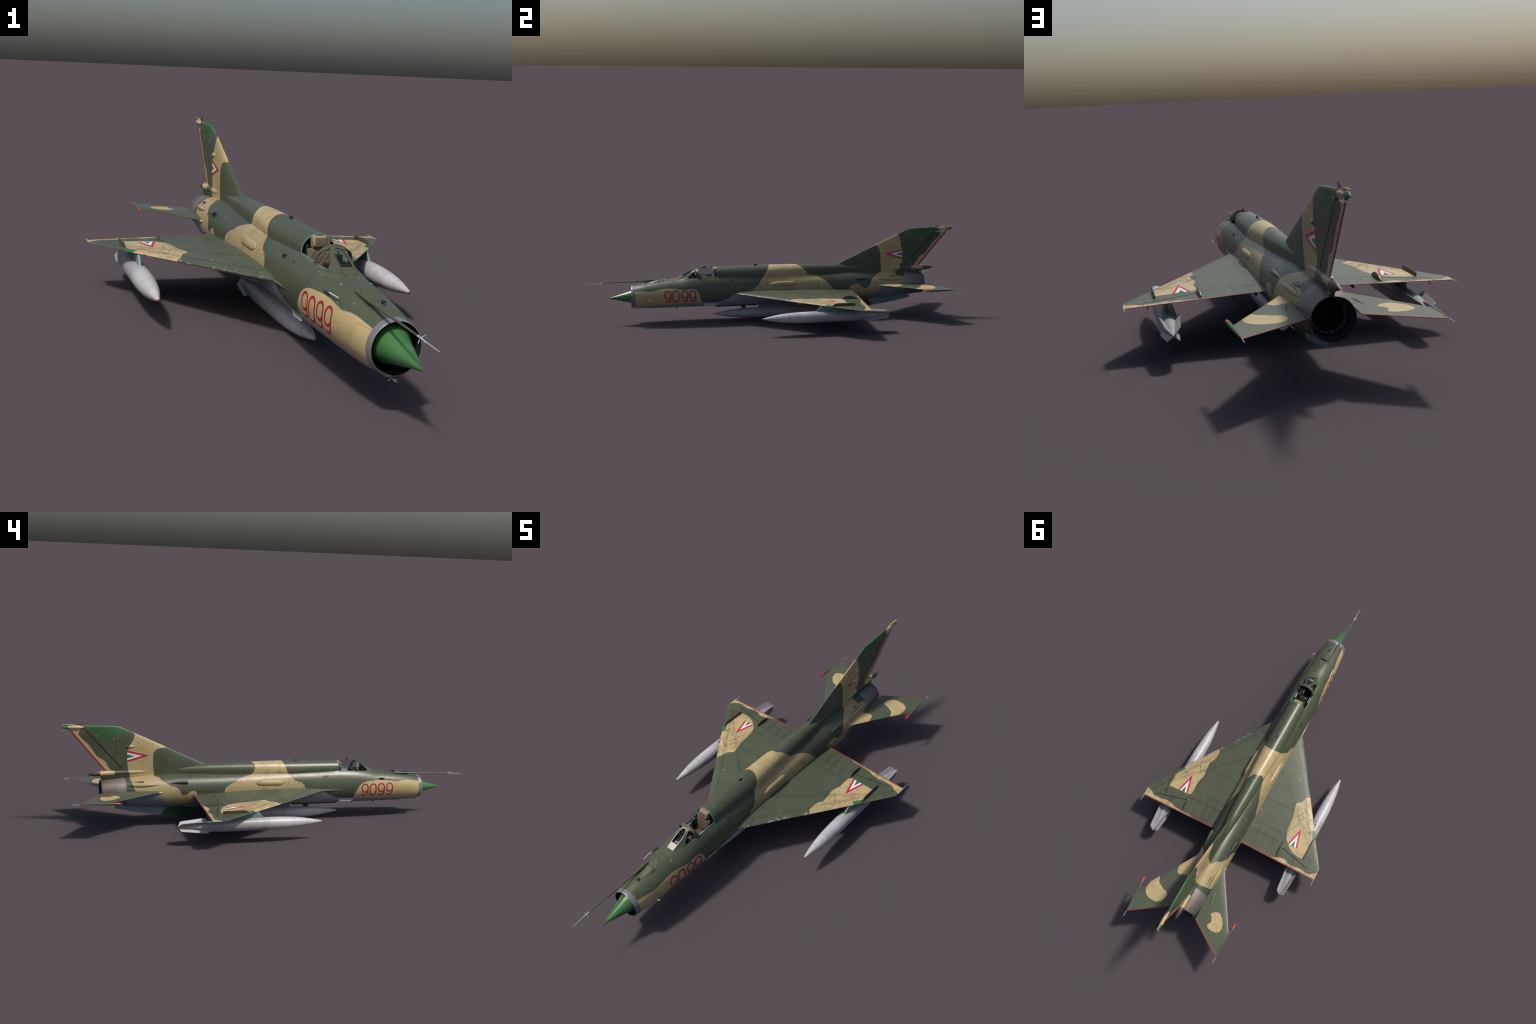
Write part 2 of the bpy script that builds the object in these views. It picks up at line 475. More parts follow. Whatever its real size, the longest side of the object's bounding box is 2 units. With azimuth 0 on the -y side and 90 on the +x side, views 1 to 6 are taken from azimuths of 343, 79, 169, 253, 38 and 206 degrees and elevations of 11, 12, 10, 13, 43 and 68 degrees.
# --- wings
PATCH_L = [(.0, .262), (.0243, .2515), (.0526, .2402), (.0884, .2439), (.119, .2562), (.1468, .2542), (.1864, .2478), (.2394, .2584), (.2712, .2561), (.2957, .2579), (.3074, .2713), (.3086, .400)]
PATCH_R = [(.0, .275), (.0409, .264), (.0585, .2503), (.0894, .2402), (.1085, .2215), (.1363, .2267), (.1718, .2372), (.2238, .2415), (.267, .2491), (.3017, .2721), (.3331, .3135), (.3408, .3427), (.3425, .400)]
EDGE_L = [(.05, .420), (.150, .412), (.1998, .3993), (.2505, .396), (.2969, .3926), (.3298, .382), (.3486, .3802), (.3813, .3857), (.4126, .3858), (.4362, .3724), (.464, .3640)]
EDGE_R = [(.05, .420), (.150, .412), (.1794, .4043), (.2288, .4015), (.2944, .3816), (.3321, .3934), (.3859, .388), (.4198, .393), (.4451, .3811), (.465, .3648)]
WING_SEAMS = [((.079, -.012), (.2426, .142)), ((.2426, .142), (.0975, .146)), ((.2426, .148), (.376, .279)), ((.092, .2745), (.250, .2755)),
              ((.160, .318), (.157, .404)), ((.410, .336), (.4227, .3226)), ((.4227, .3226), (.443, .297)), ((.376, .279), (.4227, .3226)),
              ((.335, .352), (.338, .404)), ((.12, .277), (.12, .316)), ((.21, .277), (.21, .316)), ((.2426, .142), (.250, .275)), ((.395, .28), (.41, .336)), ((.125, .318), (.123, .404)), ((.205, .318), (.203, .404)), ((.0845, -.175), (.455, .388 - .005)), ((.100, -.150), (.112, -.19)), ((.165, .277), (.165, .316))]
def wing_paint(name, patch, edge):
    g = Nodes(name)
    u, v = g.ax, g.y
    a = g.mn(g.sub(u, g.curve(v, patch)), g.sub(.3766, u), g.sub(v, -.01))
    te = g.sub(v, g.curve(u, edge))
    col = g.mix(g.step(g.mx(a, te), .0016), GREEN, TAN)
    # distance back from the leading edge, and along it
    crack = None
    for p, q in (((.268, .060), (.300, .105)), ((.300, .105), (.312, .098)), ((.285, .118), (.318, .150)), ((.318, .150), (.330, .141)), ((.318, .150), (.310, .160)), ((.270, .175), (.292, .150)), ((.292, .150), (.300, .128)),
                 ((.258, .190), (.285, .165)), ((.330, .185), (.345, .205)), ((.345, .205), (.338, .212)), ((.300, .190), (.335, .215)), ((.262, .230), (.276, .190)), ((.266, .108), (.284, .128)), ((.268, .142), (.252, .168))):
        e = g.seg(u, v, p, q); crack = e if crack is None else g.m('MINIMUM', crack, e)
    crack = g.add(crack, g.mul(g.sub(g.noise(90, 3, .6), .5), .0035))
    n = g.add(g.mul(g.sub(u, .08), -.8354), g.mul(g.sub(v, -.2385), .5497))
    s = g.add(g.mul(g.sub(u, .36), .5497), g.mul(g.sub(v, .187), .8354))
    sq = g.mn(g.sub(.0155, n), s, g.sub(.3766, u))
    col = g.mix(g.step(sq, .0012), col, (.030, .135, .040))
    d = None
    for p, q in WING_SEAMS:
        e = g.seg(u, v, p, q); d = e if d is None else g.m('MINIMUM', d, e)
    seam = g.sub(1.0, g.ramp(d, .0002, .0016))
    soft = g.sub(1.0, g.ramp(d, .0, .013))
    col = weather(g, col, 1.0, streak=(.12, 1, 1))
    # stains that run back along the chord
    grime = g.ramp(g.noise(26, 5, .7, stretch=(1, .45, 1), dist=.5), .50, .78)
    near = g.mn(g.step(g.sub(u, .22), .03), g.step(g.sub(.40, u), .03))
    col = g.mix(g.mul(grime, g.m('MULTIPLY_ADD', near, .38, .14)), col, (.03, .028, .02))
    col = g.mix(g.mul(soft, g.mul(g.noise(40, 3, .6), .50)), col, (.02, .02, .015))
    # row of drain marks and ticks just behind the leading edge of the tan patch
    tick = g.mn(g.ramp(g.m('SINE', g.mul(s, 700.0)), .75, .95), g.sub(1.0, g.ramp(g.m('ABSOLUTE', g.sub(n, .0085)), .003, .0045)), g.step(g.sub(u, .25), .004), g.step(g.sub(.36, u), .004))
    col = g.mix(g.mul(g.mx(seam, g.mul(tick, .8)), .34), col, (.012, .012, .010))
    flap = g.mul(g.ramp(g.noise(60, 4, .65, stretch=(1, .10, 1)), .45, .70), g.mn(g.step(g.sub(v, .318), .006), g.step(g.sub(.40, u), .05)))
    col = g.mix(g.mul(flap, .38), col, (.025, .025, .022))
    line = g.sub(1.0, g.ramp(crack, .0, .0013)); smudge = g.mul(g.sub(1.0, g.ramp(crack, .0, .0065)), g.ramp(g.noise(35, 4, .65), .38, .62))
    inside = g.mn(g.step(g.sub(u, .235), .01), g.step(g.sub(.37, u), .01))
    col = g.mix(g.mul(inside, g.mx(g.mul(line, .55), g.mul(smudge, .50))), col, (.045, .035, .02))
    # bare metal along the leading edge
    chip = g.mn(g.ramp(g.noise(55, 4, .7, stretch=(.7, .7, .7)), .565, .615), g.ramp(n, .011, .003), g.sub(1.0, g.step(g.sub(u, .30), .06)))
    col = g.mix(g.mul(chip, .75), col, (.44, .45, .40))
    pale = g.mn(g.ramp(g.noise(10, 3, .6), .45, .6), g.ramp(g.m('SINE', g.mul(s, 260.0)), .3, .9), g.ramp(g.m('ABSOLUTE', g.sub(n, .035)), .022, .010), g.step(g.sub(.22, u), .05))
    col = g.mix(g.mul(pale, .12), col, (.30, .32, .25))
    geo = g.t.nodes.new("ShaderNodeNewGeometry"); sp = g.t.nodes.new("ShaderNodeSeparateXYZ")
    g.link(geo.outputs["Normal"], sp.inputs[0])
    col = g.mix(g.step(g.sub(-.60, sp.outputs[2]), .1), col, BLUE)
    rg = g.m('MULTIPLY_ADD', g.noise(30, 3, .6), .14, PAINT_ROUGH)
    return g.end(col, rg, 0, .5, bump=g.sub(1.0, seam), bump_s=.25, bump_d=.0006)
M['wing'] = wing_paint("camouflage_wing", PATCH_L, EDGE_L)
M['wing.S'] = wing_paint("camouflage_wing", PATCH_R, EDGE_R)

# --- tailplanes: a closed tan blob given as radius over bearing
BLOB_L = [(.1773, .7323), (.1709, .7532), (.1429, .7724), (.1156, .7821), (.1053, .7959), (.1085, .8191), (.1343, .8445), (.1598, .846), (.182, .8409), (.2001, .8264), (.2076, .8015), (.2060, .776), (.2000, .745)]
BLOB_R = [(.1229, .7715), (.1438, .7582), (.1713, .7697), (.1889, .7933), (.1956, .8225), (.1849, .8411), (.1596, .846), (.1321, .837), (.1308, .8237), (.1375, .8062), (.1312, .7907)]
def stab_paint(name, blob, c, root):
    g = Nodes(name)
    u, v = g.ax, g.y
    pol = sorted((math.atan2(q - c[1], p - c[0]), math.hypot(p - c[0], q - c[1])) for p, q in blob)
    a0, r0 = pol[0]; a1, r1 = pol[-1]
    k = (PI - a1)/(a0 + 2*PI - a1); rs = r1 + (r0 - r1)*k
    pol = [(-PI, rs)] + pol + [(PI, rs)]
    du, dv = g.sub(u, c[0]), g.sub(v, c[1])
    rad = g.m('SQRT', g.add(g.mul(du, du), g.mul(dv, dv)))
    d = g.sub(g.curve(g.m('ARCTAN2', dv, du), pol), rad)
    if root:
        d = g.mx(d, g.mn(g.sub(g.curve(u, root), v), g.sub(.1250, u)))
    col = g.mix(g.step(d, .0016), GREEN, TAN)
    e = g.m('MINIMUM', g.seg(u, v, (.075, .70), (.222, .885)), g.m('MINIMUM', g.seg(u, v, (.0755, .577), (.232, .830)), g.seg(u, v, (.222, .885), (.240, .865))))
    seam = g.sub(1.0, g.ramp(e, .0003, .0011))
    col = weather(g, col, .35, streak=(.12, 1, 1))
    col = g.mix(g.mul(seam, .5), col, (.012, .012, .010))
    geo = g.t.nodes.new("ShaderNodeNewGeometry"); sp = g.t.nodes.new("ShaderNodeSeparateXYZ")
    g.link(geo.outputs["Normal"], sp.inputs[0])
    col = g.mix(g.step(g.sub(-.60, sp.outputs[2]), .1), col, BLUE)
    return g.end(col, g.m('MULTIPLY_ADD', g.noise(30, 3, .6), .14, PAINT_ROUGH), 0, .5)
M['stab'] = stab_paint("camouflage_tailplane", BLOB_L, (.160, .800), [(.05, .664), (.0825, .6725), (.1075, .6815), (.1187, .670), (.1240, .645), (.1255, .600)])
M['stab.S'] = stab_paint("camouflage_tailplane", BLOB_R, (.163, .805), None)

# --- fin
FIN_F_R = [(.200, .575), (.237, .5784), (.2778, .585), (.3182, .5856), (.3502, .5782), (.3615, .5600), (.366, .5228), (.372, .450), (.380, .40)]
FIN_F_L = [(.200, .590), (.2422, .5882), (.2998, .5823), (.3476, .5773), (.3823, .5567), (.400, .540)]
FIN_R_R = [(.200, .676), (.2159, .687), (.2404, .6971), (.2647, .6993), (.2969, .7035), (.335, .7035), (.3608, .7001), (.3884, .6867), (.4159, .6734), (.4345, .6677), (.475, .655)]
FIN_R_L = [(.200, .668), (.2344, .6814), (.2628, .6951), (.2960, .7085), (.335, .7085), (.3535, .7072), (.3728, .6967), (.411, .6917), (.4398, .6809), (.475, .665)]
FIN_TE = [(.230, .755), (.2503, .7616), (.2792, .7915), (.3040, .8035), (.3300, .8405), (.3600, .862), (.3861, .8800), (.4150, .9100), (.4380, .9236), (.4520, .9170), (.4625, .9175), (.475, .9175)]
def fin_paint():
    g = Nodes("camouflage_fin")
    y, z = g.y, g.z
    band = g.mn(g.sub(y, side_pick(g, g.curve(z, FIN_F_R), g.curve(z, FIN_F_L))),
                g.sub(side_pick(g, g.curve(z, FIN_R_R), g.curve(z, FIN_R_L)), y))
    te = g.sub(y, g.curve(z, FIN_TE))
    col = g.mix(g.step(g.mx(band, te), .0016), GREEN, TAN)
    tip = g.mn(g.sub(z, .4112),
               g.add(g.mul(g.sub(y, .745), .75), g.mul(g.sub(z, .4112), .66)),      # in front
               g.add(g.mul(g.sub(.8185, y), .64), g.mul(g.sub(z, .4112), .77)))     # behind
    tip = g.mn(tip, g.add(g.mul(g.sub(y, .7100), .66), g.mul(g.sub(z, .4538), .75)))
    col = g.mix(g.step(tip, .0014), col, TIPGREEN)
    e = None
    for p, q in (((.40, .262), (.74, .395)), ((.585, .262), (.735, .36)), ((.74, .395), (.87, .452)), ((.66, .412), (.70, .39)), ((.52, .310), (.556, .310)), ((.745, .411), (.82, .465)), ((.78, .413), (.85, .47))):
        s = g.seg(y, z, p, q); e = s if e is None else g.m('MINIMUM', e, s)
    seam = g.sub(1.0, g.ramp(e, .0003, .0011))
    col = weather(g, col, .8, streak=(1, 1, .15))
    chip = g.mn(g.ramp(g.noise(80, 3, .7), .57, .62), g.sub(1.0, g.ramp(g.m('ABSOLUTE', g.sub(tip, -.003)), .002, .005)))
    col = g.mix(g.mul(chip, .7), col, (.45, .45, .42))
    col = g.mix(g.mul(seam, .5), col, (.012, .012, .010))
    return g.end(col, g.m('MULTIPLY_ADD', g.noise(30, 3, .6), .14, PAINT_ROUGH), 0, .5)
M['fin'] = fin_paint()

def chute_paint():
    g = Nodes("camouflage_tube")
    d = g.mx(g.sub(.697, g.y), g.sub(g.y, .7616))
    return g.end(weather(g, g.mix(g.step(d, .0016), GREEN, TAN), .5), PAINT_ROUGH)
M['chute'] = chute_paint()

def tank_paint():
    g = Nodes("tank_grey")
    joint = g.lines(g.y, (.003, .147, .335, -.205, -.06, .128), .0028)
    st = g.noise(22, 4, .65, stretch=(1, .5, 1)); blot = g.ramp(g.noise(12, 4, .7), .45, .75)
    f = g.add(g.m('MULTIPLY_ADD', g.sub(st, .5), .35, 1.0), g.mul(blot, -.24))
    bands = g.noise(40, 2, .5, stretch=(.02, 1, .02))
    f = g.add(f, g.mul(g.sub(bands, .5), .18))
    f = g.mul(f, g.sub(1.0, g.mul(g.ramp(g.y, .07, .20), .34)))
    col = g.scale((.465, .455, .470), f)
    spot = g.ramp(g.voronoi(30, stretch=(1, .6, 1)), .07, .03)
    col = g.mix(g.mul(spot, .35), col, (.20, .17, .08))
    col = g.mix(g.mul(joint, .26), col, (.06, .05, .05))
    return g.end(col, .38, 0, .5)
M['tank'] = tank_paint()

def ventral_paint():
    g = Nodes("ventral_fin_paint")
    d = g.sub(g.add(.5431, g.mul(g.sub(g.z, .0432), -.70)), g.y)
    col = weather(g, g.mix(g.step(d, .0014), BLUE, (.022, .070, .022)), .3)
    return g.end(col, .45)
M['ventral'] = ventral_paint()

def nozzle_paint():
    g = Nodes("heat_stained_steel")
    t = g.ramp(g.y, .712, .825)
    st = g.noise(60, 4, .6, stretch=(2, .2, 2))
    col = g.mix(g.add(t, g.mul(g.sub(g.noise(18, 4, .7), .5), .9)), (.215, .195, .185), (.135, .100, .078))
    col = g.scale(col, g.m('MULTIPLY_ADD', g.sub(st, .5), .5, 1.0))
    soot = g.mx(g.ramp(g.y, .812, .826), g.mul(g.ramp(g.y, .722, .712), .6))
    col = g.mix(g.mul(soot, .45), col, (.03, .028, .026))
    seam = g.lines(g.y, (.7155, .764), .0012)
    col = g.mix(g.mul(seam, .5), col, (.03, .03, .03))
    return g.end(col, .45, .35)
M['nozzle'] = nozzle_paint()

def cloth(name, a, b, scale):
    g = Nodes(name)
    w = g.noise(scale, 4, .7)
    return g.end(g.mix(w, a, b), .85)
M['seat'] = cloth("seat_cloth", (.105, .078, .050), (.19, .145, .095), 90)
M['pad'] = cloth("pad_cloth", (.075, .06, .04), (.13, .10, .07), 90)
M['headrest'] = cloth("headrest_leather", (.24, .18, .115), (.34, .265, .175), 60)

M['bulge'] = M['fuse']
M['green'] = plain("green_paint", GREEN, PAINT_ROUGH, 0, .2, 40)
M['frame'] = plain("windscreen_paint", (.075, .085, .048), .30, 0, .1, 40)
M['tan'] = plain("tan_paint", TAN, PAINT_ROUGH, 0, .2, 40); M['blue'] = plain("blue_paint", BLUE, .45)
M['red'] = plain("red_paint", RED, .4); M['te_red'] = plain("edge_red", (.25, .013, .017), .42, 0, .35, 50)
M['weight_red'] = plain("weight_red", (.50, .022, .020), .35); M['tank_red'] = plain("tank_nose_red", (.16, .035, .025), .5)
M['radome'] = plain("radome_green", RADOME, .33, 0, .14, 25)
M['dark'] = plain("dark_metal", (.022, .023, .025), .55); M['black'] = plain("soot_black", (.006, .006, .006), .8)
M['silver'] = plain("bare_metal", (.42, .43, .45), .35, .6); M['ring'] = plain("intake_metal", (.195, .203, .213), .38, .2)
M['teal'] = plain("cockpit_teal", TEAL, .5); M['pylon'] = plain("pylon_teal", (.14, .235, .235), .45)
M['white'] = plain("white_paint", (.66, .66, .68), .4); M['pale'] = plain("pale_grey", (.42, .45, .48), .4)
M['grey'] = plain("grey_metal", (.17, .175, .19), .5); M['petal'] = plain("petal_steel", (.085, .105, .14), .5, .1)
M['ins_green'] = plain("insignia_green", (.014, .19, .055), .4, 0, .06); M['ins_white'] = plain("insignia_white", (.70, .70, .72), .4, 0, .06)
M['ins_red'] = plain("insignia_red", (.44, .020, .034), .4, 0, .08); M['ins_edge'] = plain("insignia_edge", (.62, .48, .42), .4, 0, .06)
M['digit'] = plain("number_red", (.29, .014, .016), .42, 0, .15, 30); M['digit_edge'] = plain("number_edge", (.50, .34, .24), .45)
M['fence'] = plain("fence_paint", (.060, .058, .032), .45, 0, .3, 40); M['seam'] = plain("dark_outline", (.035, .033, .022), .6); M['grime'] = plain("seam_grime", (.10, .075, .042), .7)

def clear():
    """Very faint tinted canopy: light passes straight through the thin shell."""
    g = Nodes("canopy_clear")
    tr = g.t.nodes.new("ShaderNodeBsdfTransparent"); tr.inputs[0].default_value = (.90, .91, .91, 1)
    gl = g.t.nodes.new("ShaderNodeBsdfGlossy"); gl.inputs["Roughness"].default_value = .08
    mx = g.t.nodes.new("ShaderNodeMixShader"); mx.inputs[0].default_value = .0
    g.link(tr.outputs[0], mx.inputs[1]); g.link(gl.outputs[0], mx.inputs[2]); g.link(mx.outputs[0], g.out.inputs[0])
    g.t.nodes.remove(g.b)
    return g.mat
M['glass'] = clear()
# ==================================================================== BUILD
jet = empty("fighter_jet")
jet["label"] = "green and tan camouflaged delta wing jet fighter with drop tanks"
jet["category"] = "fighter jet"

# ------------------------------------------------------------------ fuselage
def build_fuselage():
    ys = [y for y in span(-.755, -.322, 62)] + [y for y in span(-.322, .7127, 150)]
    cut = 63                                    # first ring that carries the spine
    secs = []; base = [2*PI*j/N_ROUND for j in range(N_ROUND)]
    for i, y in enumerate(ys):
        sp = i >= cut
        secs.append([body_point(y, a, 0, sp) for a in (ring_angles(y) if sp else base)])
    v, f = rings(secs)
    keep = []
    for k, q in enumerate(f):
        i, j = divmod(k, N_ROUND)
        jj = min(j, N_ROUND - 1 - j)            # column counted from the top
        y = ys[i]
        if i < cut and jj < SILL and y > -.478: continue      # cockpit opening
        if i < cut and jj < 7 and y > -.503: continue
        if i == cut - 1 and jj < SILL: continue               # open front of the spine
        keep.append(q)
    return mesh_obj("fuselage", v, keep, M['fuse'], jet, 38, merge=2e-5)
fuselage = build_fuselage()

# nose intake: bright lip ring, black duct, shock cone
lathe("intake_ring", [(-.7555, .0572), (-.765, .0567), (-.772, .0557), (-.7748, .0546), (-.7752, .0540), (-.7745, .0534)],
      M['ring'], fuselage, (0, 0, .1397), 96, 1.0, 1.035)
lathe("intake_duct", [(-.7745, .0534), (-.770, .0530), (-.745, .0528), (-.70, .0535), (-.60, .056), (-.56, .050), (-.56, .001)], M['black'], fuselage, (0, 0, .1397), 96, 1.0, 1.035)
lathe("shock_cone", [(-.8955, .0006), (-.892, .0017), (-.885, .0034), (-.86, .0096), (-.82, .0206), (-.79, .0288), (-.771, .0345), (-.758, .0395), (-.745, .0428), (-.72, .045), (-.65, .045), (-.60, .02)],
      None, fuselage, (0, 0, .1334), 72, mats=[M['radome'], M['red']], fmat=lambda c: 1 if c.y < -.889 else 0, droop=.055, cap0=True)

# pitot boom over the nose, with its cross of small vanes
boom = tube("pitot_boom", [(-.0267, -.612, .2165), (-.0267, -.625, .2185), (-.0268, -.66, .2175), (-.0272, -.72, .2145), (-.0280, -.77, .2125), (-.0300, -.87, .2105), (-.0312, -.922, .2092)],
            [.0008, .0035, .0042, .0036, .0030, .0024, .0020], M['green'], jet, 12)
box("boom_foot", (-.0267, -.655, .2125), (.0035, .10, .007), M['green'], boom, .001)
tube("boom_tip", [(-.0312, -.918, .2092), (-.0312, -.924, .2092), (-.0314, -.945, .2080), (-.0307, -.9998, .2050)], [.0022, .0023, .0012, .0008], M['pale'], boom, 10)
for k in range(4):
    a = PI/4 + k*PI/2
    c = Vector((-.0313, -.932, .2085))
    d = Vector((math.cos(a), 0, math.sin(a)))
    tube("boom_vane", [c + d*.001 + Vector((0, .004, 0)), c + d*.0105 - Vector((0, .003, 0))], .0008, M['pale'], boom, 6)

# side probe (starboard), sensor horn on top, small vane (port), blades under the chin
probe = tube("side_probe", [(-.0625, -.530, .2030), (-.0645, -.54, .2035), (-.0640, -.566, .2035)], [.0008, .0026, .0018], M['green'], jet, 10)
box("probe_foot", (-.0615, -.545, .2005), (.004, .026, .006), M['green'], probe, .001)
tube("probe_needle", [(-.0640, -.564, .2035), (-.0612, -.613, .2036)], [.0015, .0010], M['white'], probe, 8)
horn = tube("sensor_horn", [(0, -.694, .209), (.0003, -.698, .2165)], [.0022, .0022], M['dark'], jet, 10)
tube("horn_head", [(.0003, -.709, .2168), (.0003, -.697, .2170)], [.0026, .0026], M['dark'], horn, 10)
vane = tube("angle_vane", [(.062, -.681, .137), (.0745, -.681, .1365)], .0016, M['grey'], jet, 8)
tube("vane_blade", [(.0745, -.684, .1365), (.079, -.682, .1362), (.0825, -.678, .1360)], [.0008, .0022, .0012], M['white'], vane, 8, flat=.4)
chin = empty("chin_antenna", jet)
for y in (-.672, -.662, -.652):
    tube("chin_rod", [(0, y, .077), (0, y + .001, .0655)], .0009, M['dark'], chin, 6)
tube("chin_spike", [(0, -.70, .0765), (0, -.735, .0760), (0, -.785, .0752)], [.0026, .0022, .0009], M['pale'], chin, 8)
for sx in (-1, 1):
    tube("chin_whisker", [(0, -.765, .0757), (sx*.011, -.772, .0745)], .0006, M['pale'], chin, 6)
    tube("chin_whisker", [(0, -.752, .0757), (sx*.009, -.744, .0742)], .0006, M['pale'], chin, 6)
box("chin_beacon", (0, -.535, .0720), (.006, .006, .007), M['dark'], chin, .001)
box("chin_beacon", (0, -.532, .0682), (.008, .010, .0025), M['grey'], chin, .001)

# air outlet hump in front of the windscreen: a swelling cut off at the back, then a dished tail
def hump(name, ya, yb, half, rise, mat, tail=False):
    rows = []
    for i in range(17):
        t = i/16; y = ya + (yb - ya)*t
        w = half*(math.sin(min(t*1.05, 1)*PI/2)**.75 if not tail else (1 - t**1.3) + .02)
        row = []
        for j in range(17):
            s = -1 + j/8
            x = w*s
            th = math.atan2(x, body_radius(y, 0)[0])
            e = (1 - s**4)
            up = rise*(t**1.2 if not tail else -.9*(1 - t)**1.0*1)*e
            row.append(body_point(y, th, up + (.0004 if not tail else .0012*(1 - e) + .0006)))
        rows.append(row)
    v, f = rings(rows, False)
    if not tail:                                  # dark rear wall of the outlet
        n = len(v); base = [body_point(yb, math.atan2(half*(-1 + j/8), .07), -.004) for j in range(17)]
        v += base
        f += [(16*17 + j, 16*17 + j + 1, n + j + 1, n + j) for j in range(16)]
    return mesh_obj(name, v, f, mat, fuselage, 40, recalc=False)
h = hump("outlet_hump", -.690, -.632, .0215, .0062, None if 0 else M['green'])
dk = hump("outlet_tail", -.630, -.583, .0190, .0008, M['green'], True)
v = [body_point(-.6305, math.atan2(x, .07), o) for o in (.0004, .0056) for x in span(-.0195, .0195, 12)]
for k, p in enumerate(v):
    if k >= 13: v[k] = p - Vector((0, 0, .0045*abs(-1 + (k - 13)/6)**4))
mesh_obj("outlet_mouth", v, [(i, i + 1, i + 14, i + 13) for i in range(12)], M['black'], fuselage, 0)

# small round fasteners on the nose deck
for sx, y in ((-1, -.560), (1, -.560)):
    th = math.asin(.034/.075)*sx
    p, n = body_point(y, th, .0004), body_normal(y, th)
    tube("deck_ring", [p - n*.0004, p + n*.0006], .0034, M['pale'], fuselage, 16)
    tube("deck_ring", [p - n*.0004, p + n*.0009], .0024, M['green'], fuselage, 16)

# ------------------------------------------------------------------- cockpit
cockpit = empty("cockpit", jet)
def tub():
    rows = []
    for y in span(-.525, -.292, 12):
        w = min(hermite([(-.525, .024), (-.48, .0345), (-.44, .0405), (-.30, .0415)], y), .0415)
        zs = min(body_point(y, 26.67*PI/180, 0, False).z - .0015, .2425) if y > -.48 else .229
        rows.append([Vector((-w, y, zs)), Vector((-w*.98, y, .200)), Vector((-w*.8, y, .168)), Vector((0, y, .166)),
                     Vector((w*.8, y, .168)), Vector((w*.98, y, .200)), Vector((w, y, zs))])
    v, f = rings(rows, False, True, True)
    return mesh_obj("cockpit_tub", v, f, None, cockpit, 30, [M['teal'], M['dark']], lambda c: 0 if c.z > .212 and -.52 < c.y < -.30 else 1, recalc=False)
tub()
box("instrument_panel", (0, -.452, .217), (.070, .010, .052), M['black'], cockpit, .003)
box("panel_hood", (0, -.468, .238), (.052, .030, .010), M['black'], cockpit, .003)
box("panel_shelf", (0, -.4840, .2362), (.029, .018, .003), M['grey'], cockpit, .001)
box("panel_shelf", (0, -.4985, .2350), (.030, .007, .004), M['teal'], cockpit, .001)
sight = box("gunsight", (0.001, -.447, .252), (.016, .016, .018), M['black'], cockpit, .002)
box("sight_mount", (0.001, -.455, .243), (.024, .020, .010), M['black'], cockpit, .002)
tube("sight_post", [(.002, -.443, .258), (.002, -.441, .268)], .0015, M['black'], cockpit, 6)
for x in (-.022, -.008, .010, .024):
    for z in (.212, .227):
        tube("dial", [(x, -.4475, z), (x, -.4455, z)], .0050, M['grey'], cockpit, 14)
for sx in (-1, 1):
    box("side_console", (sx*.0335, -.385, .205), (.012, .11, .016), M['black'], cockpit, .002)
    box("console_box", (sx*.035, -.415, .222), (.008, .030, .016), M['dark'], cockpit, .002)
    box("side_plate", (sx*.0345, -.386, .217), (.004, .034, .026), M['pale'], cockpit, .002)
    tube("sill_rail", [body_point(y, sx*26.67*PI/180, .0004, False) for y in span(-.4105, -.322, 8)], .0012, M['teal'], cockpit, 8)
    tube("sill_rail", [body_point(y, sx*26.3*PI/180, .0002, False) for y in span(-.466, -.426, 6)], .0009, M['teal'], cockpit, 8)
tube("control_stick", [(0, -.405, .168), (0, -.408, .205), (.001, -.404, .222)], [.003, .003, .0042], M['black'], cockpit, 10)
for k in range(2):
    tube("red_strap", [(.022 + .010*math.cos(a), -.425 + .004*math.cos(a*2) + .012*k, .222 + .011*math.sin(a)) for a in span(0, 2*PI, 16)], .0012, M['red'], cockpit, 6)
tube("red_strap", [(-.014, -.352, .222), (-.004, -.366, .219), (.010, -.362, .220), (.016, -.352, .223)], .0012, M['red'], cockpit, 6)
seat = empty("ejection_seat", jet)
def quilted(name, w, h, y0, z0, lean, mat):
    """Padded backrest with a diamond quilt."""
    rows = []
    for i in range(33):
        t = i/32; row = []
        for j in range(33):
            s = -1 + j/16
            q = abs(math.sin((s*5 + t*7)*PI/2)*math.sin((s*5 - t*7)*PI/2))**.5
            edge = (1 - abs(s)**6)*(1 - abs(2*t - 1)**8)
            row.append((s*w/2, y0 + lean*t - (.006 + .0022*q)*edge, z0 + h*t))
        rows.append(row)
    v, f = rings(rows, False)
    return mesh_obj(name, v, f, mat, seat, 60)
quilted("backrest", .066, .072, -.3385, .182, .004, M['seat'])
box("seat_pan", (0, -.380, .182), (.056, .070, .016), M['pad'], seat, .004)
box("seat_back", (0, -.326, .206), (.064, .016, .076), M['dark'], seat, .003)
head = prism("headrest", [(-.318, .2825), (-.3345, .2825), (-.3385, .2790), (-.3470, .2640), (-.3460, .2595), (-.3360, .2525), (-.318, .2525)], .042, M['headrest'], seat, 'x', 0, .0035)
rows = []                                   # hollowed dark pad let into the sloping front
for i in range(13):
    t = -1 + i/6; row = []
    for j in range(17):
        s = -1 + j/8
        q = max(1 - abs(s)**4, 0)*max(1 - abs(t)**4, 0)
        c = Vector((.0172*s, -.3426 + .0040*t, .2715 + .0073*t))
        row.append(c + Vector((0, -.87, .5))*(.0022*q**.3 - .0012*q*(1 - s*s) - .0002))
    rows.append(row)
v, f = rings(rows, False)
mesh_obj("head_pad", v, f, M['pad'], seat, 60, recalc=False)
for sx in (-1, 1):
    box("seat_rail", (sx*.028, -.318, .243), (.008, .010, .035), M['dark'], seat, .002)
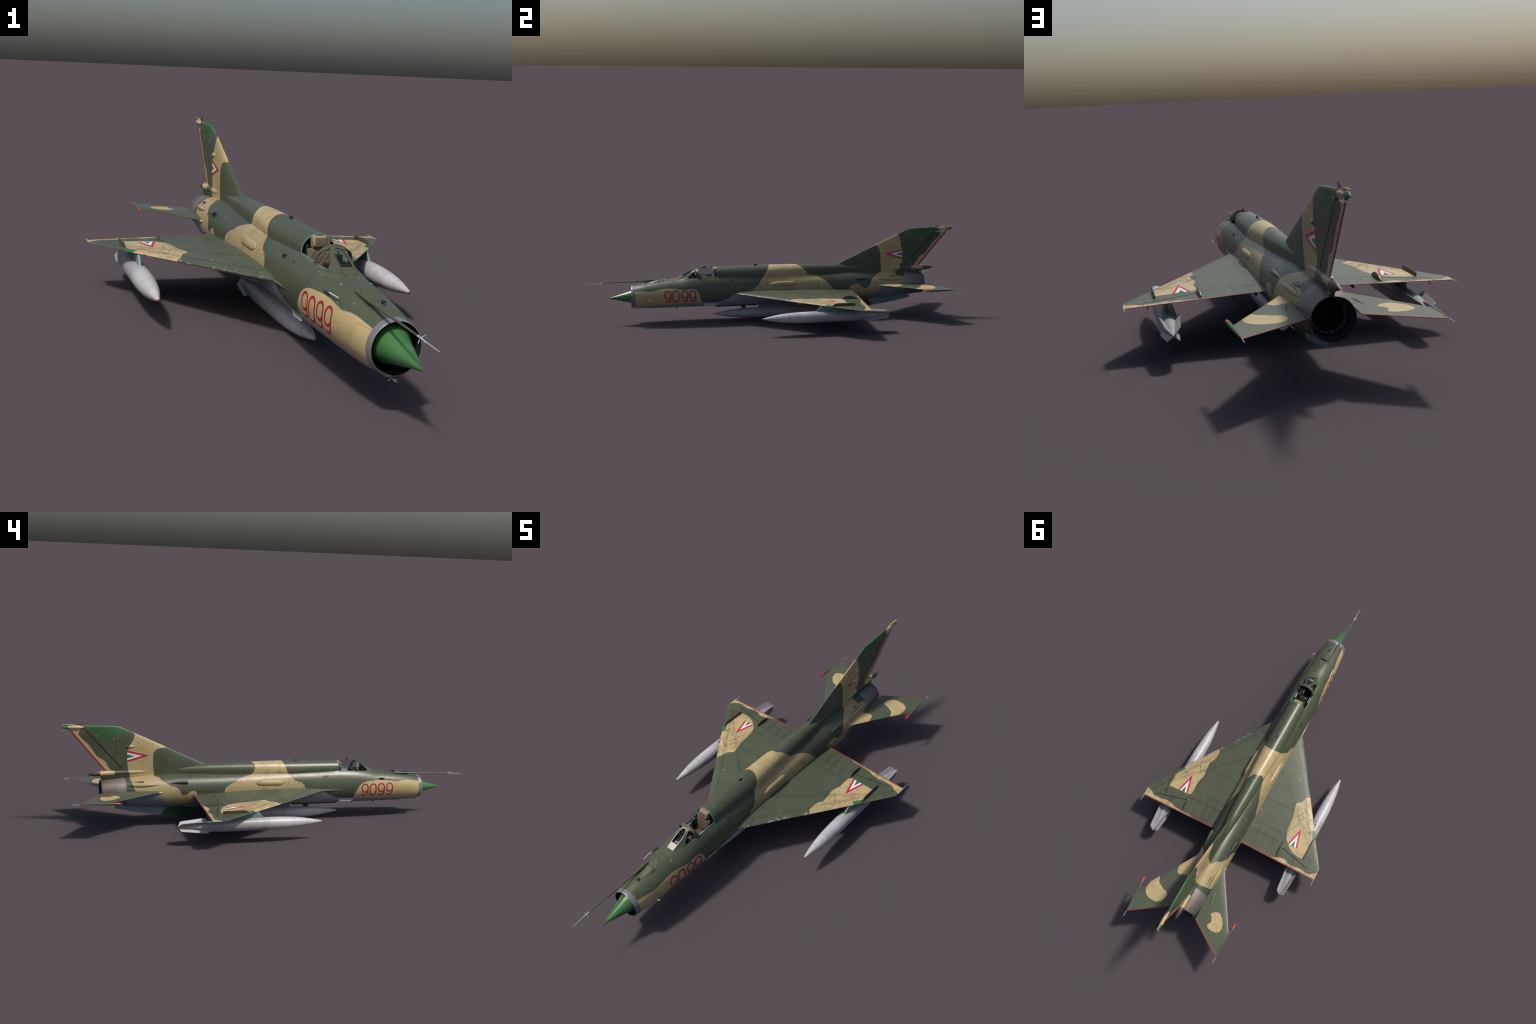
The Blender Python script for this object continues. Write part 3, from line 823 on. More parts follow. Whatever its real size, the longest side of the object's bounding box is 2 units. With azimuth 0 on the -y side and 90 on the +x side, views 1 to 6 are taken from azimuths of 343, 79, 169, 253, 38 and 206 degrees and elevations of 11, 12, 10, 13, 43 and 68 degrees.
box("seat_cushion", (.028, -.412, .206), (.016, .028, .012), M['headrest'], seat, .003)
prism("rear_bulkhead", [(.0405*math.sin(q), .2425 + .040*math.cos(q)) for q in span(-PI/2, PI/2, 20)] + [(.040, .19), (-.040, .19)], .004, M['dark'], cockpit, 'y', -.296)

# windscreen: arch, front glass rim and side frames
def arch(t):                         # t from -1 (starboard) to 1 (port)
    a = t*PI/2
    x, z = .0432*math.sin(a), math.cos(a)
    return Vector((x, -.4165 - .0115*z, .2375 + .0412*z**.92))
windscreen = empty("windscreen", jet)
secs = []
for t in span(-1, 1, 48):
    p = arch(t); o = Vector((p.x, 0, p.z - .2375)).normalized()
    f = Vector((0, 1, .28)).normalized()
    secs.append([p + o*.0006 - f*.0040, p + o*.0006 + f*.0052, p - o*.0018 + f*.0050, p - o*.0018 - f*.0038])
v, f = rings(secs, True, True, True)
mesh_obj("arch_frame", v, f, None, windscreen, 30, [M['green'], M['teal']], lambda c: 0)
secs = []
for t in span(-1, 1, 48):
    p = arch(t); o = Vector((p.x, 0, p.z - .2375)).normalized(); f = Vector((0, 1, .28)).normalized()
    secs.append([p - o*.0021 - f*.0030, p - o*.0021 + f*.0046, p - o*.0030 + f*.0042, p - o*.0030 - f*.0026])
v, f = rings(secs, True, True, True)
mesh_obj("arch_lining", v, f, M['teal'], windscreen, 30)

def front_pt(x, t, off=0):           # the flat pane: t along its slope from base (0) to top (1)
    n = Vector((0, -.5, .86))
    b = Vector((x, -.5265 + t*(.5265 - .4345), .2308 + t*(.2765 - .2308)))
    return b + n*off
def u_curve(w0, w1, t0, t1, n=40):
    """A horseshoe outline: straight sides and a round top, open at t0."""
    pts = []
    for i in range(n + 1):
        a = -1 + 2*i/n
        if abs(a) > .45:
            k = (1 - abs(a))/.55
            pts.append((math.copysign(w0 + (w1 - w0)*math.sin(k*PI/2), a), t0 + (t1 - t0)*.62*k))
        else:
            q = a/.45*PI/2
            pts.append((w1*math.sin(q), t0 + (t1 - t0)*(.62 + .38*math.cos(q))))
    return pts
outer = u_curve(.0150, .0166, .0, .985); inner = u_curve(.0136, .0140, .262, .935)
v, f = [], []
n = len(outer)
for off in (.0014, -.0012):
    v += [front_pt(*p, off) for p in outer] + [front_pt(*p, off) for p in inner]
for i in range(n - 1):
    f += [(i, i + 1, n + i + 1, n + i), (2*n + i, 2*n + i + 1, 3*n + i + 1, 3*n + i),
          (i, i + 1, 2*n + i + 1, 2*n + i), (n + i, n + i + 1, 3*n + i + 1, 3*n + i)]
f += [(0, n, 2*n - 1, n - 1), (n, 2*n - 1, 4*n - 1, 3*n)]
mesh_obj("front_frame", v, f, M['frame'] if 'frame' in M else M['green'], windscreen, 30)

def side_frame(sx):
    """Curved frame between the front pane, the arch and the sill, with the quarter light cut in it."""
    out = [front_pt(.0150 + .0016*math.sin(min(t/.6, 1)*PI/2), t) for t in span(0, .62, 14)]
    out += [front_pt(.0166*math.cos(q), .62 + .365*math.sin(q)) for q in span(.15, PI/2, 8)]
    out += [arch(t) + Vector((0, -.003, 0)) for t in span(.04, 1, 22)]
    rad = math.pi/180
    out += [body_point(y, 26.67*rad, .0004, False) for y in span(-.428, -.478, 6)]
    out += [body_point(-.478 - .0455*t, (26.67 - 16.2*t)*rad, .0004, False) for t in span(.15, .95, 6)]
    tri = [body_point(-.4770, 22.3*rad, .0012, False), body_point(-.4265, 26.4*rad, .0010, False), Vector((.0168, -.4375, .2742))]
    cen = sum(tri, Vector())/3
    def key(p): return math.atan2(p.z - cen.z, (p.y - cen.y)*.9)
    # inner outline: the triangle with rounded corners, bulged like the pane
    inn = []
    for i in range(3):
        a, b = tri[i], tri[(i + 1) % 3]
        for t in span(.03, .97, 12):
            p = a.lerp(b, t)
            if i == 1: p = p + Vector((.0105, .0015, .0045))*math.sin(t*PI)      # follow the arch
            if i == 2: p = p + Vector((-.001, -.0055, .0005))*math.sin(t*PI)*(.55 + .9*t)
            inn.append(p)
    inn.sort(key=key)
    def at(a):
        ks = [key(p) for p in inn]
        for i in range(len(inn)):
            k0, k1 = ks[i - 1] - (2*PI if i == 0 else 0), ks[i]
            if k0 <= a <= k1 or (i == 0 and a - 2*PI >= k0 and a - 2*PI <= k1):
                if i == 0 and a > k1: a -= 2*PI
                return inn[i - 1].lerp(inn[i], (a - k0)/max(k1 - k0, 1e-9))
        return inn[0]
    dense = []
    for i, p in enumerate(out):
        q = out[(i + 1) % len(out)]
        dense += [p, p.lerp(q, .5)]
    v, f = [], []
    n = len(dense)
    for p in dense:
        q = at(key(p)); o = Vector((p.x + .02, 0, p.z - .225)).normalized()
        v += [p + o*.0004, q + o*.0004, q - o*.0016, p - o*.0016]
    for i in range(n):
        a, b = 4*i, 4*((i + 1) % n)
        f += [(a, b, b + 1, a + 1), (a + 1, b + 1, b + 2, a + 2), (a + 2, b + 2, b + 3, a + 3)]
    v = [(sx*p.x, p.y, p.z) for p in v]
    return mesh_obj("side_frame", v, f, M['green'], windscreen, 35)
side_frame(-1); side_frame(1)

# canopy bubble: thin clear shell from the arch to the front of the spine
secs = []
for i in range(15):
    t = i/14
    y = -.4165 + t*(.4165 - .3225); zt = .2787 + (.2850 - .2787)*t + .002*math.sin(t*PI)
    zb = .2385 + t*.005
    secs.append([(.0428*math.sin(a), y - .0105*(1 - t)*math.cos(a), zb + (zt - zb)*math.cos(a)**.95) for a in span(-PI/2, PI/2, 32)])
v, f = rings(secs, False)
canopy = mesh_obj("canopy_glass", v, f, M['glass'], jet, 60)
# mirror periscope that rides on top of the bubble
peri = mesh_obj("periscope", [(0, -.411, .2815), (-.0085, -.385, .2830), (.0085, -.385, .2830), (-.0065, -.374, .2835), (.0065, -.374, .2835), (-.0045, -.3885, .2935), (.0045, -.3885, .2935), (0, -.392, .2932)],
        [(0, 1, 5, 7), (0, 7, 6, 2), (1, 3, 5), (2, 6, 4), (5, 3, 4, 6), (0, 2, 4, 3, 1), (7, 5, 6)], M['green'], canopy, 25)
chamfer(peri, .0008)
box("periscope_mirror", (0, -.3810, .2890), (.0085, .0016, .0120), M['black'], canopy, .0005, Matrix.Rotation(.96, 3, 'X'))
# teal seal round the front opening of the spine
pts = []
for a in span(-1.62, 1.62, 44):
    zt, rs = .2853, .0427
    pts.append((rs*math.sin(a), -.3225 - .0, zt - rs + rs*math.cos(a)))
tube("spine_seal", pts, .0011, M['teal'], canopy, 8)

# small aerials and vents on the spine
dome = tube("dorsal_beacon", [(0, -.1195, .2915), (0, -.1035, .2920)], [.0040, .0026], M['dark'], fuselage, 12)
box("beacon_foot", (0, -.108, .2885), (.004, .014, .005), M['green'], fuselage, .001)

# ------------------------------------------------- blisters, scoops, fairings
def blister(name, y0, y1, th0, half, rise, mat, sign, front=1.0, rear=1.0, n=20, m=13, parent=None, dz=0, power=2, soft=.5):
    """A swelling on the skin from y0 to y1, centred on angle th0, half wide along the girth."""
    rows = []
    for i in range(n + 1):
        t = i/n; y = y0 + (y1 - y0)*t
        w = (min(1, max(t, 0)/max(front, 1e-3)) if front > 0 else 1)
        w2 = (min(1, (1 - t)/max(rear, 1e-3)) if rear > 0 else 1)
        e = math.sin(w*PI/2)**.9*math.sin(w2*PI/2)**.9
        r, _ = body_radius(y, th0)
        row = []
        for j in range(m):
            s = -1 + 2*j/(m - 1)
            th = sign*(th0 + (dz*(t - .5) + s*half*max(e, .02))/r)
            row.append(body_point(y, th, -.0006 + rise*e*(1 - abs(s)**power)**soft if abs(s) < 1 else -.0006))
        rows.append(row)
    v, f = rings(rows, False)
    if front == 0: f.append(tuple(range(m)))
    if rear == 0: f.append(tuple(range(n*m, n*m + m)))
    o = mesh_obj(name, v, f, mat, parent or fuselage, 50, recalc=True)
    if soft == .5 and name in ("cooling_scoop", "side_fairing", "vent_scoop", "vane_fairing"):     # thin dark line along its outer edge
        o.data.materials.append(M['seam'])
        for k in range(n*(m - 1)):
            if k % (m - 1) in (0, m - 2): o.data.polygons[k].material_index = 1
    return o
def th_at(x, z, y):
    return math.atan2(abs(x), z - hermite(BODY, y, 1))
def mouth(name, y, th0, half, rise, sign):
    r, _ = body_radius(y, th0)
    v = [body_point(y, sign*(th0 + s*half*.86/r), -.0004 + rise*.84*math.sqrt(max(1 - s*s, 0))) for s in span(-1, 1, 12)]
    v += [body_point(y, sign*(th0 + s*half*.86/r), -.001) for s in span(1, -1, 12)]
    mesh_obj(name, v, [tuple(range(len(v)))], M['black'], fuselage, 0)
for sx in (-1, 1):
    blister("wing_root_bulge", -.044, .108, th_at(.0665, .196, .03), .0145, .0075, M['bulge'], sx, .26, .24, 44, 25, power=3, soft=1.1)
    blister("cooling_scoop", .4315, .519, th_at(.0603, .209, .47), .0085, .0108, M['fuse'], sx, 0, 1.0)
    mouth("scoop_mouth", .4308, th_at(.0603, .209, .4315), .0085, .0108, sx)
    blister("side_fairing", .553, .719, th_at(.0605, .203, .64), .0098, .0088, M['fuse'], sx, .5, .5, 24, 15, power=1.4)
    blister("vent_scoop", .634, .683, th_at(.0467, .2175, .66), .0055, .0078, M['fuse'], sx, 0, 1.0)
    mouth("scoop_mouth", .6333, th_at(.0467, .2175, .634), .0055, .0078, sx)
    # root fairing rail beside the tailplane
    o = blister("tail_rail", .548, .832, PI/2 - .07, .0046, .0055, M['green'], sx, .06, .10, 40, 9)
    o.data.materials.clear()
    for m in (M['tan'], M['green']): o.data.materials.append(m)
    for q in o.data.polygons: q.material_index = 0 if q.center.y < .675 else 1
    blister("vane_fairing", -.719, -.636, PI/2 + .03, .0042, .0034, M['tan'], sx, .5, .5, 20, 9) if sx > 0 else None
    # wedge in front of the wing root
    blister("root_wedge", -.338, -.150, PI/2 + .02, .0062, .0095, M['green'], sx, 1.0, .0, 20, 11)
    # auxiliary intake door low on the nose
    rows = []
    for t in span(-.402, -.322, 10):
        k = min((t + .402)/.012, 1)*min((-.322 - t)/.012, 1)
        a = body_side(t, .1055, sx, .0004); lo = .0905 + (1 - max(k, 0))*.008
        b = body_side(t, .0975, sx, .0040); c = Vector((a.x*.955, t, lo))
        rows.append([a, b, c, Vector((c.x*.9, t, lo + .003))])
    v, f = rings(rows, False)
    mesh_obj("intake_door", v, f, M['pale'], fuselage, 40)
    # louvre grille
    for k in range(6):
        y = -.262 + k*.0045
        a, b = (body_side(y + dy, z, sx, .0004) for dy, z in ((.003, .2145), (-.002, .2225)))
        tube("louvre", [a, b], .0011, M['dark'], fuselage, 6)
    # lower fuselage strakes and gun blisters below the wing
    tube("belly_strake", [(sx*.040, .372, .090), (sx*.046, .39, .0915), (sx*.050, .45, .098)], [.0008, .0026, .0012], M['blue'], fuselage, 8)
    # stub step
    p = body_side(-.325, .219, sx, -.001); q = body_side(-.325, .219, sx, .003)
    tube("step_stub", [p, q], .0018, M['dark'], fuselage, 8)
# round inspection caps on the flanks
for sx in (-1, 1):
    for y, z in ((-.062, .196), (-.070, .212), (.125, .208), (.143, .208), (.172, .207), (.128, .197), (.150, .197), (.205, .206), (-.112, .194), (-.15, .194)):
        p = body_side(y, z, sx, .0); th = sx*th_at(p.x, p.z, y); n = body_normal(y, th)
        o = tube("flank_cap", [p - n*.0005, p + n*.00035], .0031, M['grime'], fuselage, 14)
        join([o, tube("cap_plug", [p - n*.0004, p + n*.0007], .0021, M['green'] if y > .18 or y < -.09 else M['tan'], o, 12)])

# belly gun pack and keel boxes
box("gun_pack", (0, -.215, .0745), (.030, .230, .010), M['dark'], fuselage, .003)
box("belly_stub", (0, -.176, .0640), (.012, .022, .016), M['dark'], fuselage, .002)

# ----------------------------------------------------------------- jet pipe
nozzle = lathe("exhaust_nozzle", [(.7122, .0648), (.73, .0638), (.77, .0605), (.80, .0577), (.818, .0561), (.8245, .0556)],
               M['nozzle'], jet, (0, 0, .1632), 72, 1.0, 1.0, cap0=False)
lathe("nozzle_lip", [(.8245, .0556), (.8262, .0548), (.8250, .0538), (.800, .0532), (.7995, .0515), (.795, .0512), (.7945, .0500), (.770, .0492)], M['dark'], nozzle, (0, 0, .1632), 72)
lathe("afterburner_liner", [(.796, .0506), (.770, .0492), (.764, .0405), (.70, .040), (.66, .039), (.66, .001)], M['black'], nozzle, (0, 0, .1632), 48)
for r in (.0520, .0494):
    lathe("nozzle_ring", [(.803 if r > .05 else .786, r + .0008), (.804 if r > .05 else .787, r), (.8025 if r > .05 else .7855, r - .0003)], M['petal'], nozzle, (0, 0, .1632), 72)
N_PETAL = 20
for k in range(N_PETAL):
    a0, a1 = 2*PI*(k + .11)/N_PETAL, 2*PI*(k + .89)/N_PETAL
    rows = [[Vector((r*math.sin(a), y, .1632 + r*math.cos(a))) for a in span(a0, a1, 5)] for y, r in ((.766, .0485), (.7745, .0452), (.7760, .0446), (.7760, .0421), (.7745, .0414), (.766, .0410))]
    v, f = rings(rows, False)
    mesh_obj("nozzle_petal", v, f, M['petal'], nozzle, 30)

# ---------------------------------------------------------------- main wings
def tri_plate(name, a, b, c, surf, off, mat, parent, sign, n=14, th=.0003):
    """Thin painted-on triangle that follows a surface z = surf(x, y)."""
    top, idx = [], {}
    for i in range(n + 1):
        for j in range(n + 1 - i):
            k = n - i - j
            p = [(a[q]*k + b[q]*i + c[q]*j)/n for q in (0, 1)]
            idx[i, j] = len(top); top.append(p)
    v = [surf(p, off) for p in top]
    f = []
    for i in range(n):
        for j in range(n - i):
            f.append((idx[i, j], idx[i + 1, j], idx[i, j + 1]))
            if i + j < n - 1: f.append((idx[i + 1, j], idx[i + 1, j + 1], idx[i, j + 1]))
    o = mesh_obj(name, v, f, mat, parent, 60)
    return o

def roundel(tip, b1, b2, surf, parent, step=.00022):
    """National chevron: red outer, white inside, green heart, thin pale outline."""
    T, A, B = Vector(tip), Vector(b1), Vector(b2)
    mid = (A + B)/2
    def grow(k): return [tuple(mid + (p - mid)*k) for p in (T, A, B)]
    def slide(k): # smaller triangle sharing the base line
        return [tuple(mid + (T - mid)*k), tuple(mid + (A - mid)*k), tuple(mid + (B - mid)*k)]
    o = tri_plate("insignia", *grow(1.055), surf, .00030, M['ins_edge'] if 'ins_edge' in M else M['white'], parent, 1)
    parts = [o]
    parts.append(tri_plate("insignia_red", *slide(1), surf, .00030 + step, M['ins_red'], o, 1))
    parts.append(tri_plate("insignia_white", *slide(.66), surf, .00030 + 2*step, M['ins_white'], o, 1))
    parts.append(tri_plate("insignia_green", *slide(.32), surf, .00030 + 3*step, M['ins_green'], o, 1))
    return join(parts)
    return o

hinge_f = lambda x: .3165 + (x - .085)*(.3165 - .3165)
hinge_a = lambda x: .3345 + (x - .262)*(.3700 - .3345)/(.411 - .262)
def build_wing(sx):
    mat = M['wing'] if sx > 0 else M['wing.S']
    # one skin from root to tip, notched behind for flap and aileron
    def rear(x):
        if x < .0845: return WING.te(x)
        if x < .2565: return hinge_f(x)
        if x < .2610: return WING.te(x)
        if x < .4120: return hinge_a(x)
        return WING.te(x)
    xs = [.055, .0842] + span(.0848, .2562, 14) + [.2568, .2608] + span(.2612, .4118, 14) + [.4122] + span(.42, .4648, 4)
    wing = WING.panel("wing", xs, WING.le, rear, sx, mat, jet, 44)
    WING.panel("flap", span(.0855, .2555, 10), lambda x: hinge_f(x) + .0014, WING.te, sx, mat, wing, 16)
    WING.panel("aileron", span(.2620, .4108, 10), lambda x: hinge_a(x) + .0036, WING.te, sx, mat, wing, 16)
    for hinge, xa, xb, w in ((hinge_a, .2615, .4114, .0046), (hinge_f, .0850, .2560, .0024)):
        v, f = rings([[(sx*x, hinge(x) + o, WING.mid(x) + s*WING.half(x, hinge(x))*.55) for s, o in ((1, -.001), (1, w), (-1, w), (-1, -.001))] for x in span(xa, xb, 12)], True, True, True)
        mesh_obj("hinge_spar", v, f, M['black'], wing, 0)
    # red trailing edge strip
    rows = []
    for x in span(.082, .4625, 24):
        te = WING.te(x); h = WING.half(x, te - .003)
        rows.append([(sx*x, te - .0043, WING.mid(x) + h + .0003), (sx*x, te + .0006, WING.mid(x) + h*.85), (sx*x, te + .0006, WING.mid(x) - h*.5), (sx*x, te - .0043, WING.mid(x) - h - .0003)])
    v, f = rings(rows, True, True, True)
    mesh_obj("trailing_edge", v, f, M['te_red'] if 'te_red' in M else M['red'], wing, 30)
    # fences
    x = .3768
    low = [(y, WING.top(x, y) - .001) for y in span(.2165, .3400, 12)]
    up = [(.3400, WING.top(x, .34) + .0095), (.336, WING.top(x, .336) + .0122), (.325, WING.top(x, .325) + .0130), (.25, WING.top(x, .25) + .0135), (.236, WING.top(x, .236) + .0125), (.226, WING.top(x, .226) + .0085), (.2185, WING.top(x, .2185) + .002)]
    fe = prism("wing_fence", low + up, .0030, M['fence'] if 'fence' in M else M['green'], wing, 'x', sx*x, .0008)
    x = .2556
    pts = [(.302 + .081*t, WING.mid(x) + .009 + .0125*math.sin(PI*t)**.8 - .004*t) for t in span(0, 1, 20)]
    pts += [(.302 + .081*t, WING.mid(x) - .004 - .006*math.sin(PI*t)) for t in span(.98, .02, 12)]
    prism("flap_track", pts, .0040, M['green'], wing, 'x', sx*x, .001)
    # static wick at the tip, small rods and hinge fairings below
    tube("static_wick", [(sx*.4630, .400, .1388), (sx*.4637, .4360, .1388)], [.0013, .0009], M['pale'], wing, 6)
    tube("mass_rod", [(sx*.400, .372, .1385), (sx*.400, .388, .1300), (sx*.400, .396, .1300)], .0013, M['dark'], wing, 6)
    for x in (.105, .170):
        box("flap_hinge", (sx*x, .392, WING.mid(x) - .0065), (.006, .026, .007), M['dark'], wing, .002)
    tube("leading_stub", [(sx*.335, WING.le(.335) + .003, WING.mid(.335)), (sx*.335, WING.le(.335) - .004, WING.mid(.335) - .001)], .0018, M['dark'], wing, 6)
    # raised plates on the upper skin near the tip
    def plate(cx, cy, a, b, rot):
        ring = []
        for k in range(24):
            q = 2*PI*k/24
            ex = math.copysign(abs(math.cos(q))**.7, math.cos(q))*a; ey = math.copysign(abs(math.sin(q))**.7, math.sin(q))*b
            ring.append((cx + ex*math.cos(rot) - ey*math.sin(rot), cy + ex*math.sin(rot) + ey*math.cos(rot)))
        rows = [[(sx*(cx + (p[0] - cx)*k), cy + (p[1] - cy)*k, WING.top(cx + (p[0] - cx)*k, cy + (p[1] - cy)*k) + h) for p in ring] for k, h in ((1.10, -.0003), (1.10, .0002), (.97, .0003), (.95, .0008), (.8, .0011), (.3, .0011), (.01, .0011))]
        v, f = rings(rows)
        o = mesh_obj("skin_plate", v, f, None, wing, 40, [mat, M['grime']])
        for p in o.data.polygons: p.material_index = 1 if p.index < 48 else 0
    for q in PLATES: plate(*q)
    # national insignia on the upper skin
    surf = lambda p, off: Vector((sx*p[0], p[1], WING.top(p[0], p[1]) + off))
    roundel((.3002, .2050), (.2733, .3060), (.3266, .3068), surf, wing)
    # pylon and drop tank
    top = [(y, WING.mid(.3455) - .002) for y in (.168, .335)]
    py = prism("wing_pylon", [(.140, .1108), (.168, .141), (.330, .141), (.338, .1090)], .0080, M['pylon'], wing, 'x', sx*.3462, .002)
    return wing
PLATES = [(.2735, .091, .0088, .0062, .5), (.2775, .143, .0155, .0055, .785), (.261, .160, .0062, .0055, 0), (.319, .174, .005, .005, 0),
          (.350, .211, .009, .006, .98), (.2445, .122, .0085, .006, .3)]
wings = [build_wing(-1), build_wing(1)]

# ----------------------------------------------------------------- drop tanks
TANK = [(-.1395, .0006), (-.136, .0020), (-.130, .0034), (-.124, .0046), (-.105, .0091), (-.086, .0130), (-.060, .0176), (-.039, .0207), (.008, .0255), (.060, .0280), (.110, .0288), (.160, .0289), (.300, .0288), (.345, .0283), (.385, .0264), (.430, .0214), (.470, .0150), (.505, .0078), (.531, .0012)]
def build_tank(name, cx, y_off, cz, parent, pitch=0.0):
    prof = [(y + y_off, r) for y, r in TANK]
    t = lathe(name, prof, None, parent, (cx, 0, cz), 48, 1, 1, True, True, 40, [M['tank'], M['tank_red'] if 'tank_red' in M else M['red']],
              lambda c: 1 if c.y < -.1300 + y_off else 0)
    for k in range(4):
        a = PI/4 + k*PI/2
        d = Vector((math.sin(a), 0, math.cos(a))); s = Vector((math.cos(a), 0, -math.sin(a)))
        c = Vector((cx, y_off, cz))
        hi = 0 if d.z > 0 else .0040
        out = [(.388, .023), (.404, .0398 - hi), (.410, .0405 - hi), (.516, .0282 - hi), (.521, .0252 - hi), (.532, .003), (.47, .010)]
        v = [c + d*r + Vector((0, y, 0)) + s*w for w in (-.0011, .0011) for y, r in out]
        n = len(out)
        f = [tuple(range(n)), tuple(range(n, 2*n))] + [(i, (i + 1) % n, (i + 1) % n + n, i + n) for i in range(n)]
        o = mesh_obj("tank_fin", v, f, M['tank'], t, 30); chamfer(o, .0005, 1)
    return t
for sx in (-1, 1):
    build_tank("drop_tank", sx*.3468, 0, .0845, jet)
ctank = build_tank("drop_tank", 0, -.207, .0290, jet)
cp = prism("belly_pylon", [(-.094, .0560), (-.094, .0780), (.130, .0800), (.118, .0545)], .012, M['grey'], jet, 'x', 0, .002)

# ------------------------------------------------------------------ tailplanes
def build_stab(sx):
    mat = M['stab'] if sx > 0 else M['stab.S']
    st = STAB.panel("tailplane", span(.066, .2342, 12), STAB.le, STAB.te, sx, mat, jet, 36)
    rows = []
    for x in span(.066, .2342, 12):
        te = STAB.te(x); h = STAB.half(x, te - .004)
        rows.append([(sx*x, te - .0042, STAB.mid(x) + h + .0003), (sx*x, te + .0004, STAB.mid(x) + h*.85), (sx*x, te + .0004, STAB.mid(x) - h*.5), (sx*x, te - .0042, STAB.mid(x) - h - .0003)])
    v, f = rings(rows, True, True, True)
    mesh_obj("trailing_edge", v, f, M['te_red'] if 'te_red' in M else M['red'], st, 30)
    # balance weight along the tip: red nose, body fading into the tip edge
    path = [(sx*.2420, .7605, .1700), (sx*.2418, .764, .1700), (sx*.2412, .775, .1701), (sx*.2404, .791, .1703), (sx*.2395, .812, .1704), (sx*.2380, .845, .1704), (sx*.2365, .88, .1703), (sx*.2350, .915, .1703), (sx*.2341, .946, .1703)]
    tube("balance_weight", path, [.0006, .0024, .0046, .0054, .0055, .0050, .0040, .0026, .0010], None, st, 14, True, 60, [M['weight_red'] if 'weight_red' in M else M['red'], M['green']], lambda c: 0 if c.y < .790 else 1)
    tube("static_wick", [(sx*.2342, .944, .1703), (sx*.2343, .9735, .1703)], [.0012, .0009], M['pale'], st, 6)
    # raised horn fairing on top of the spigot
    rows = []
    for t in span(0, 1, 16):
        y = .672 + .092*t; w = .0062*math.sin(PI*t**.8) + .0003
        x0 = .0855 + .014*t
        rows.append([(sx*(x0 + w*s), y, STAB.top(x0, y) - .0006 + .0030*math.sin(PI*t**.8)*math.sqrt(max(1 - s*s, 0))) for s in span(-1, 1, 8)])
    v, f = rings(rows, False)
    mesh_obj("spigot_fairing", v, f, mat, st, 50)
build_stab(-1); build_stab(1)

# -------------------------------------------------------------- fin and rudder
FIN_TOP = [(.4542, .7120), (.4598, .7255), (.4642, .7380), (.4668, .7490), (.4690, .7660), (.4705, .7980), (.4722, .8600), (.4738, .9150)]
def fin_le(z):
    if z <= .4542: return .3362 + (z - .281)*(.7120 - .3362)/(.4542 - .281)
    return hermite(FIN_TOP, z)
def fin_te(z): return .8061 + (z - .2603)*(.9609 - .8061)/(.4472 - .2603)
def fin_half(y, z):
    a, b = fin_le(z), fin_te(z)
    c = b - a
    return max(.046*.5*c*foil((y - a)/c), .0007)
def rud(z): return .7235 + (z - .267)*(.8880 - .7235)/(.4505 - .267)
def fin_block(name, z0, z1, ya, yb, nz, mat, parent, nu=36, pinch=True):
    secs = []
    for i in range(nz + 1):
        z = z0 + (z1 - z0)*i/nz
        a, b = ya(z), yb(z)
        k = 1 if (z < .462 or not pinch) else math.sqrt(max(1 - ((z - .462)/.0122)**2, .01))
        us = [.5 - .5*math.cos(PI*q/nu) for q in range(nu + 1)]
        loop = [(fin_half(a + (b - a)*u, z)*k, a + (b - a)*u, z) for u in us] + [(-fin_half(a + (b - a)*u, z)*k, a + (b - a)*u, z) for u in reversed(us)]
        secs.append(loop)
    v, f = rings(secs, True, True, True)
    return mesh_obj(name, v, f, mat, parent, 35, merge=1e-7)
fin = fin_block("tail_fin", .225, .4505, fin_le, lambda z: min(rud(z), .8880) if z > .2665 else fin_te(z) - .02, 60, M['fin'], jet)
top_rear = lambda z: .930
fin_block("fin_cap", .4506, .4737, fin_le, top_rear, 44, M['fin'], fin)
rudder = fin_block("rudder", .2610, .4470, lambda z: rud(z) + .0052, fin_te, 30, M['fin'], fin, 20)
def spar_half(z): return fin_half(rud(z) + .002, z)*.55
v, f = rings([[(s*spar_half(z), rud(z) + o, z) for s, o in ((1, -.003), (1, .009), (-1, .009), (-1, -.003))] for z in span(.2665, .4490, 24)], True, True, True)
mesh_obj("rudder_spar", v, f, M['black'], fin, 0)
rows = []
for z in span(.2600, .4480, 20):
    te = fin_te(z); h = fin_half(te - .0088, z)
    rows.append([(h + .0003, te - .0090, z), (.0009, te + .0005, z), (-.0009, te + .0005, z), (-h - .0003, te - .0090, z)])
v, f = rings(rows, True, True, True)
mesh_obj("trailing_edge", v, f, M['te_red'] if 'te_red' in M else M['red'], fin, 30)
for sx in (-1, 1):
    fs = lambda p, off, sx=sx: Vector((sx*(fin_half(p[0], p[1]) + off), p[0], p[1]))
    roundel((.6005, .3310), (.7053, .3563), (.7053, .2995), fs, fin)
    # lens-shaped lamp blister
    rows = []
    for t in span(0, 1, 14):
        y = .667 + .049*t; w = .0085*math.sin(PI*t)**.7 + .0002
        rows.append([(sx*(fin_half(y, .372) - .0008 + .0048*math.sin(PI*t)**.7*math.sqrt(max(1 - s*s, 0))), y, .3735 + w*s) for s in span(-1, 1, 8)])
    v, f = rings(rows, False)
    mesh_obj("fin_blister", v, f, M['fin'], fin, 60)
    y, z = .6985, .3735
    tube("fin_lamp", [(sx*(fin_half(y, z) + .002), y, z), (sx*(fin_half(y, z) + .0062), y + .003, z)], [.0034, .0020], M['ins_green'], fin, 10)
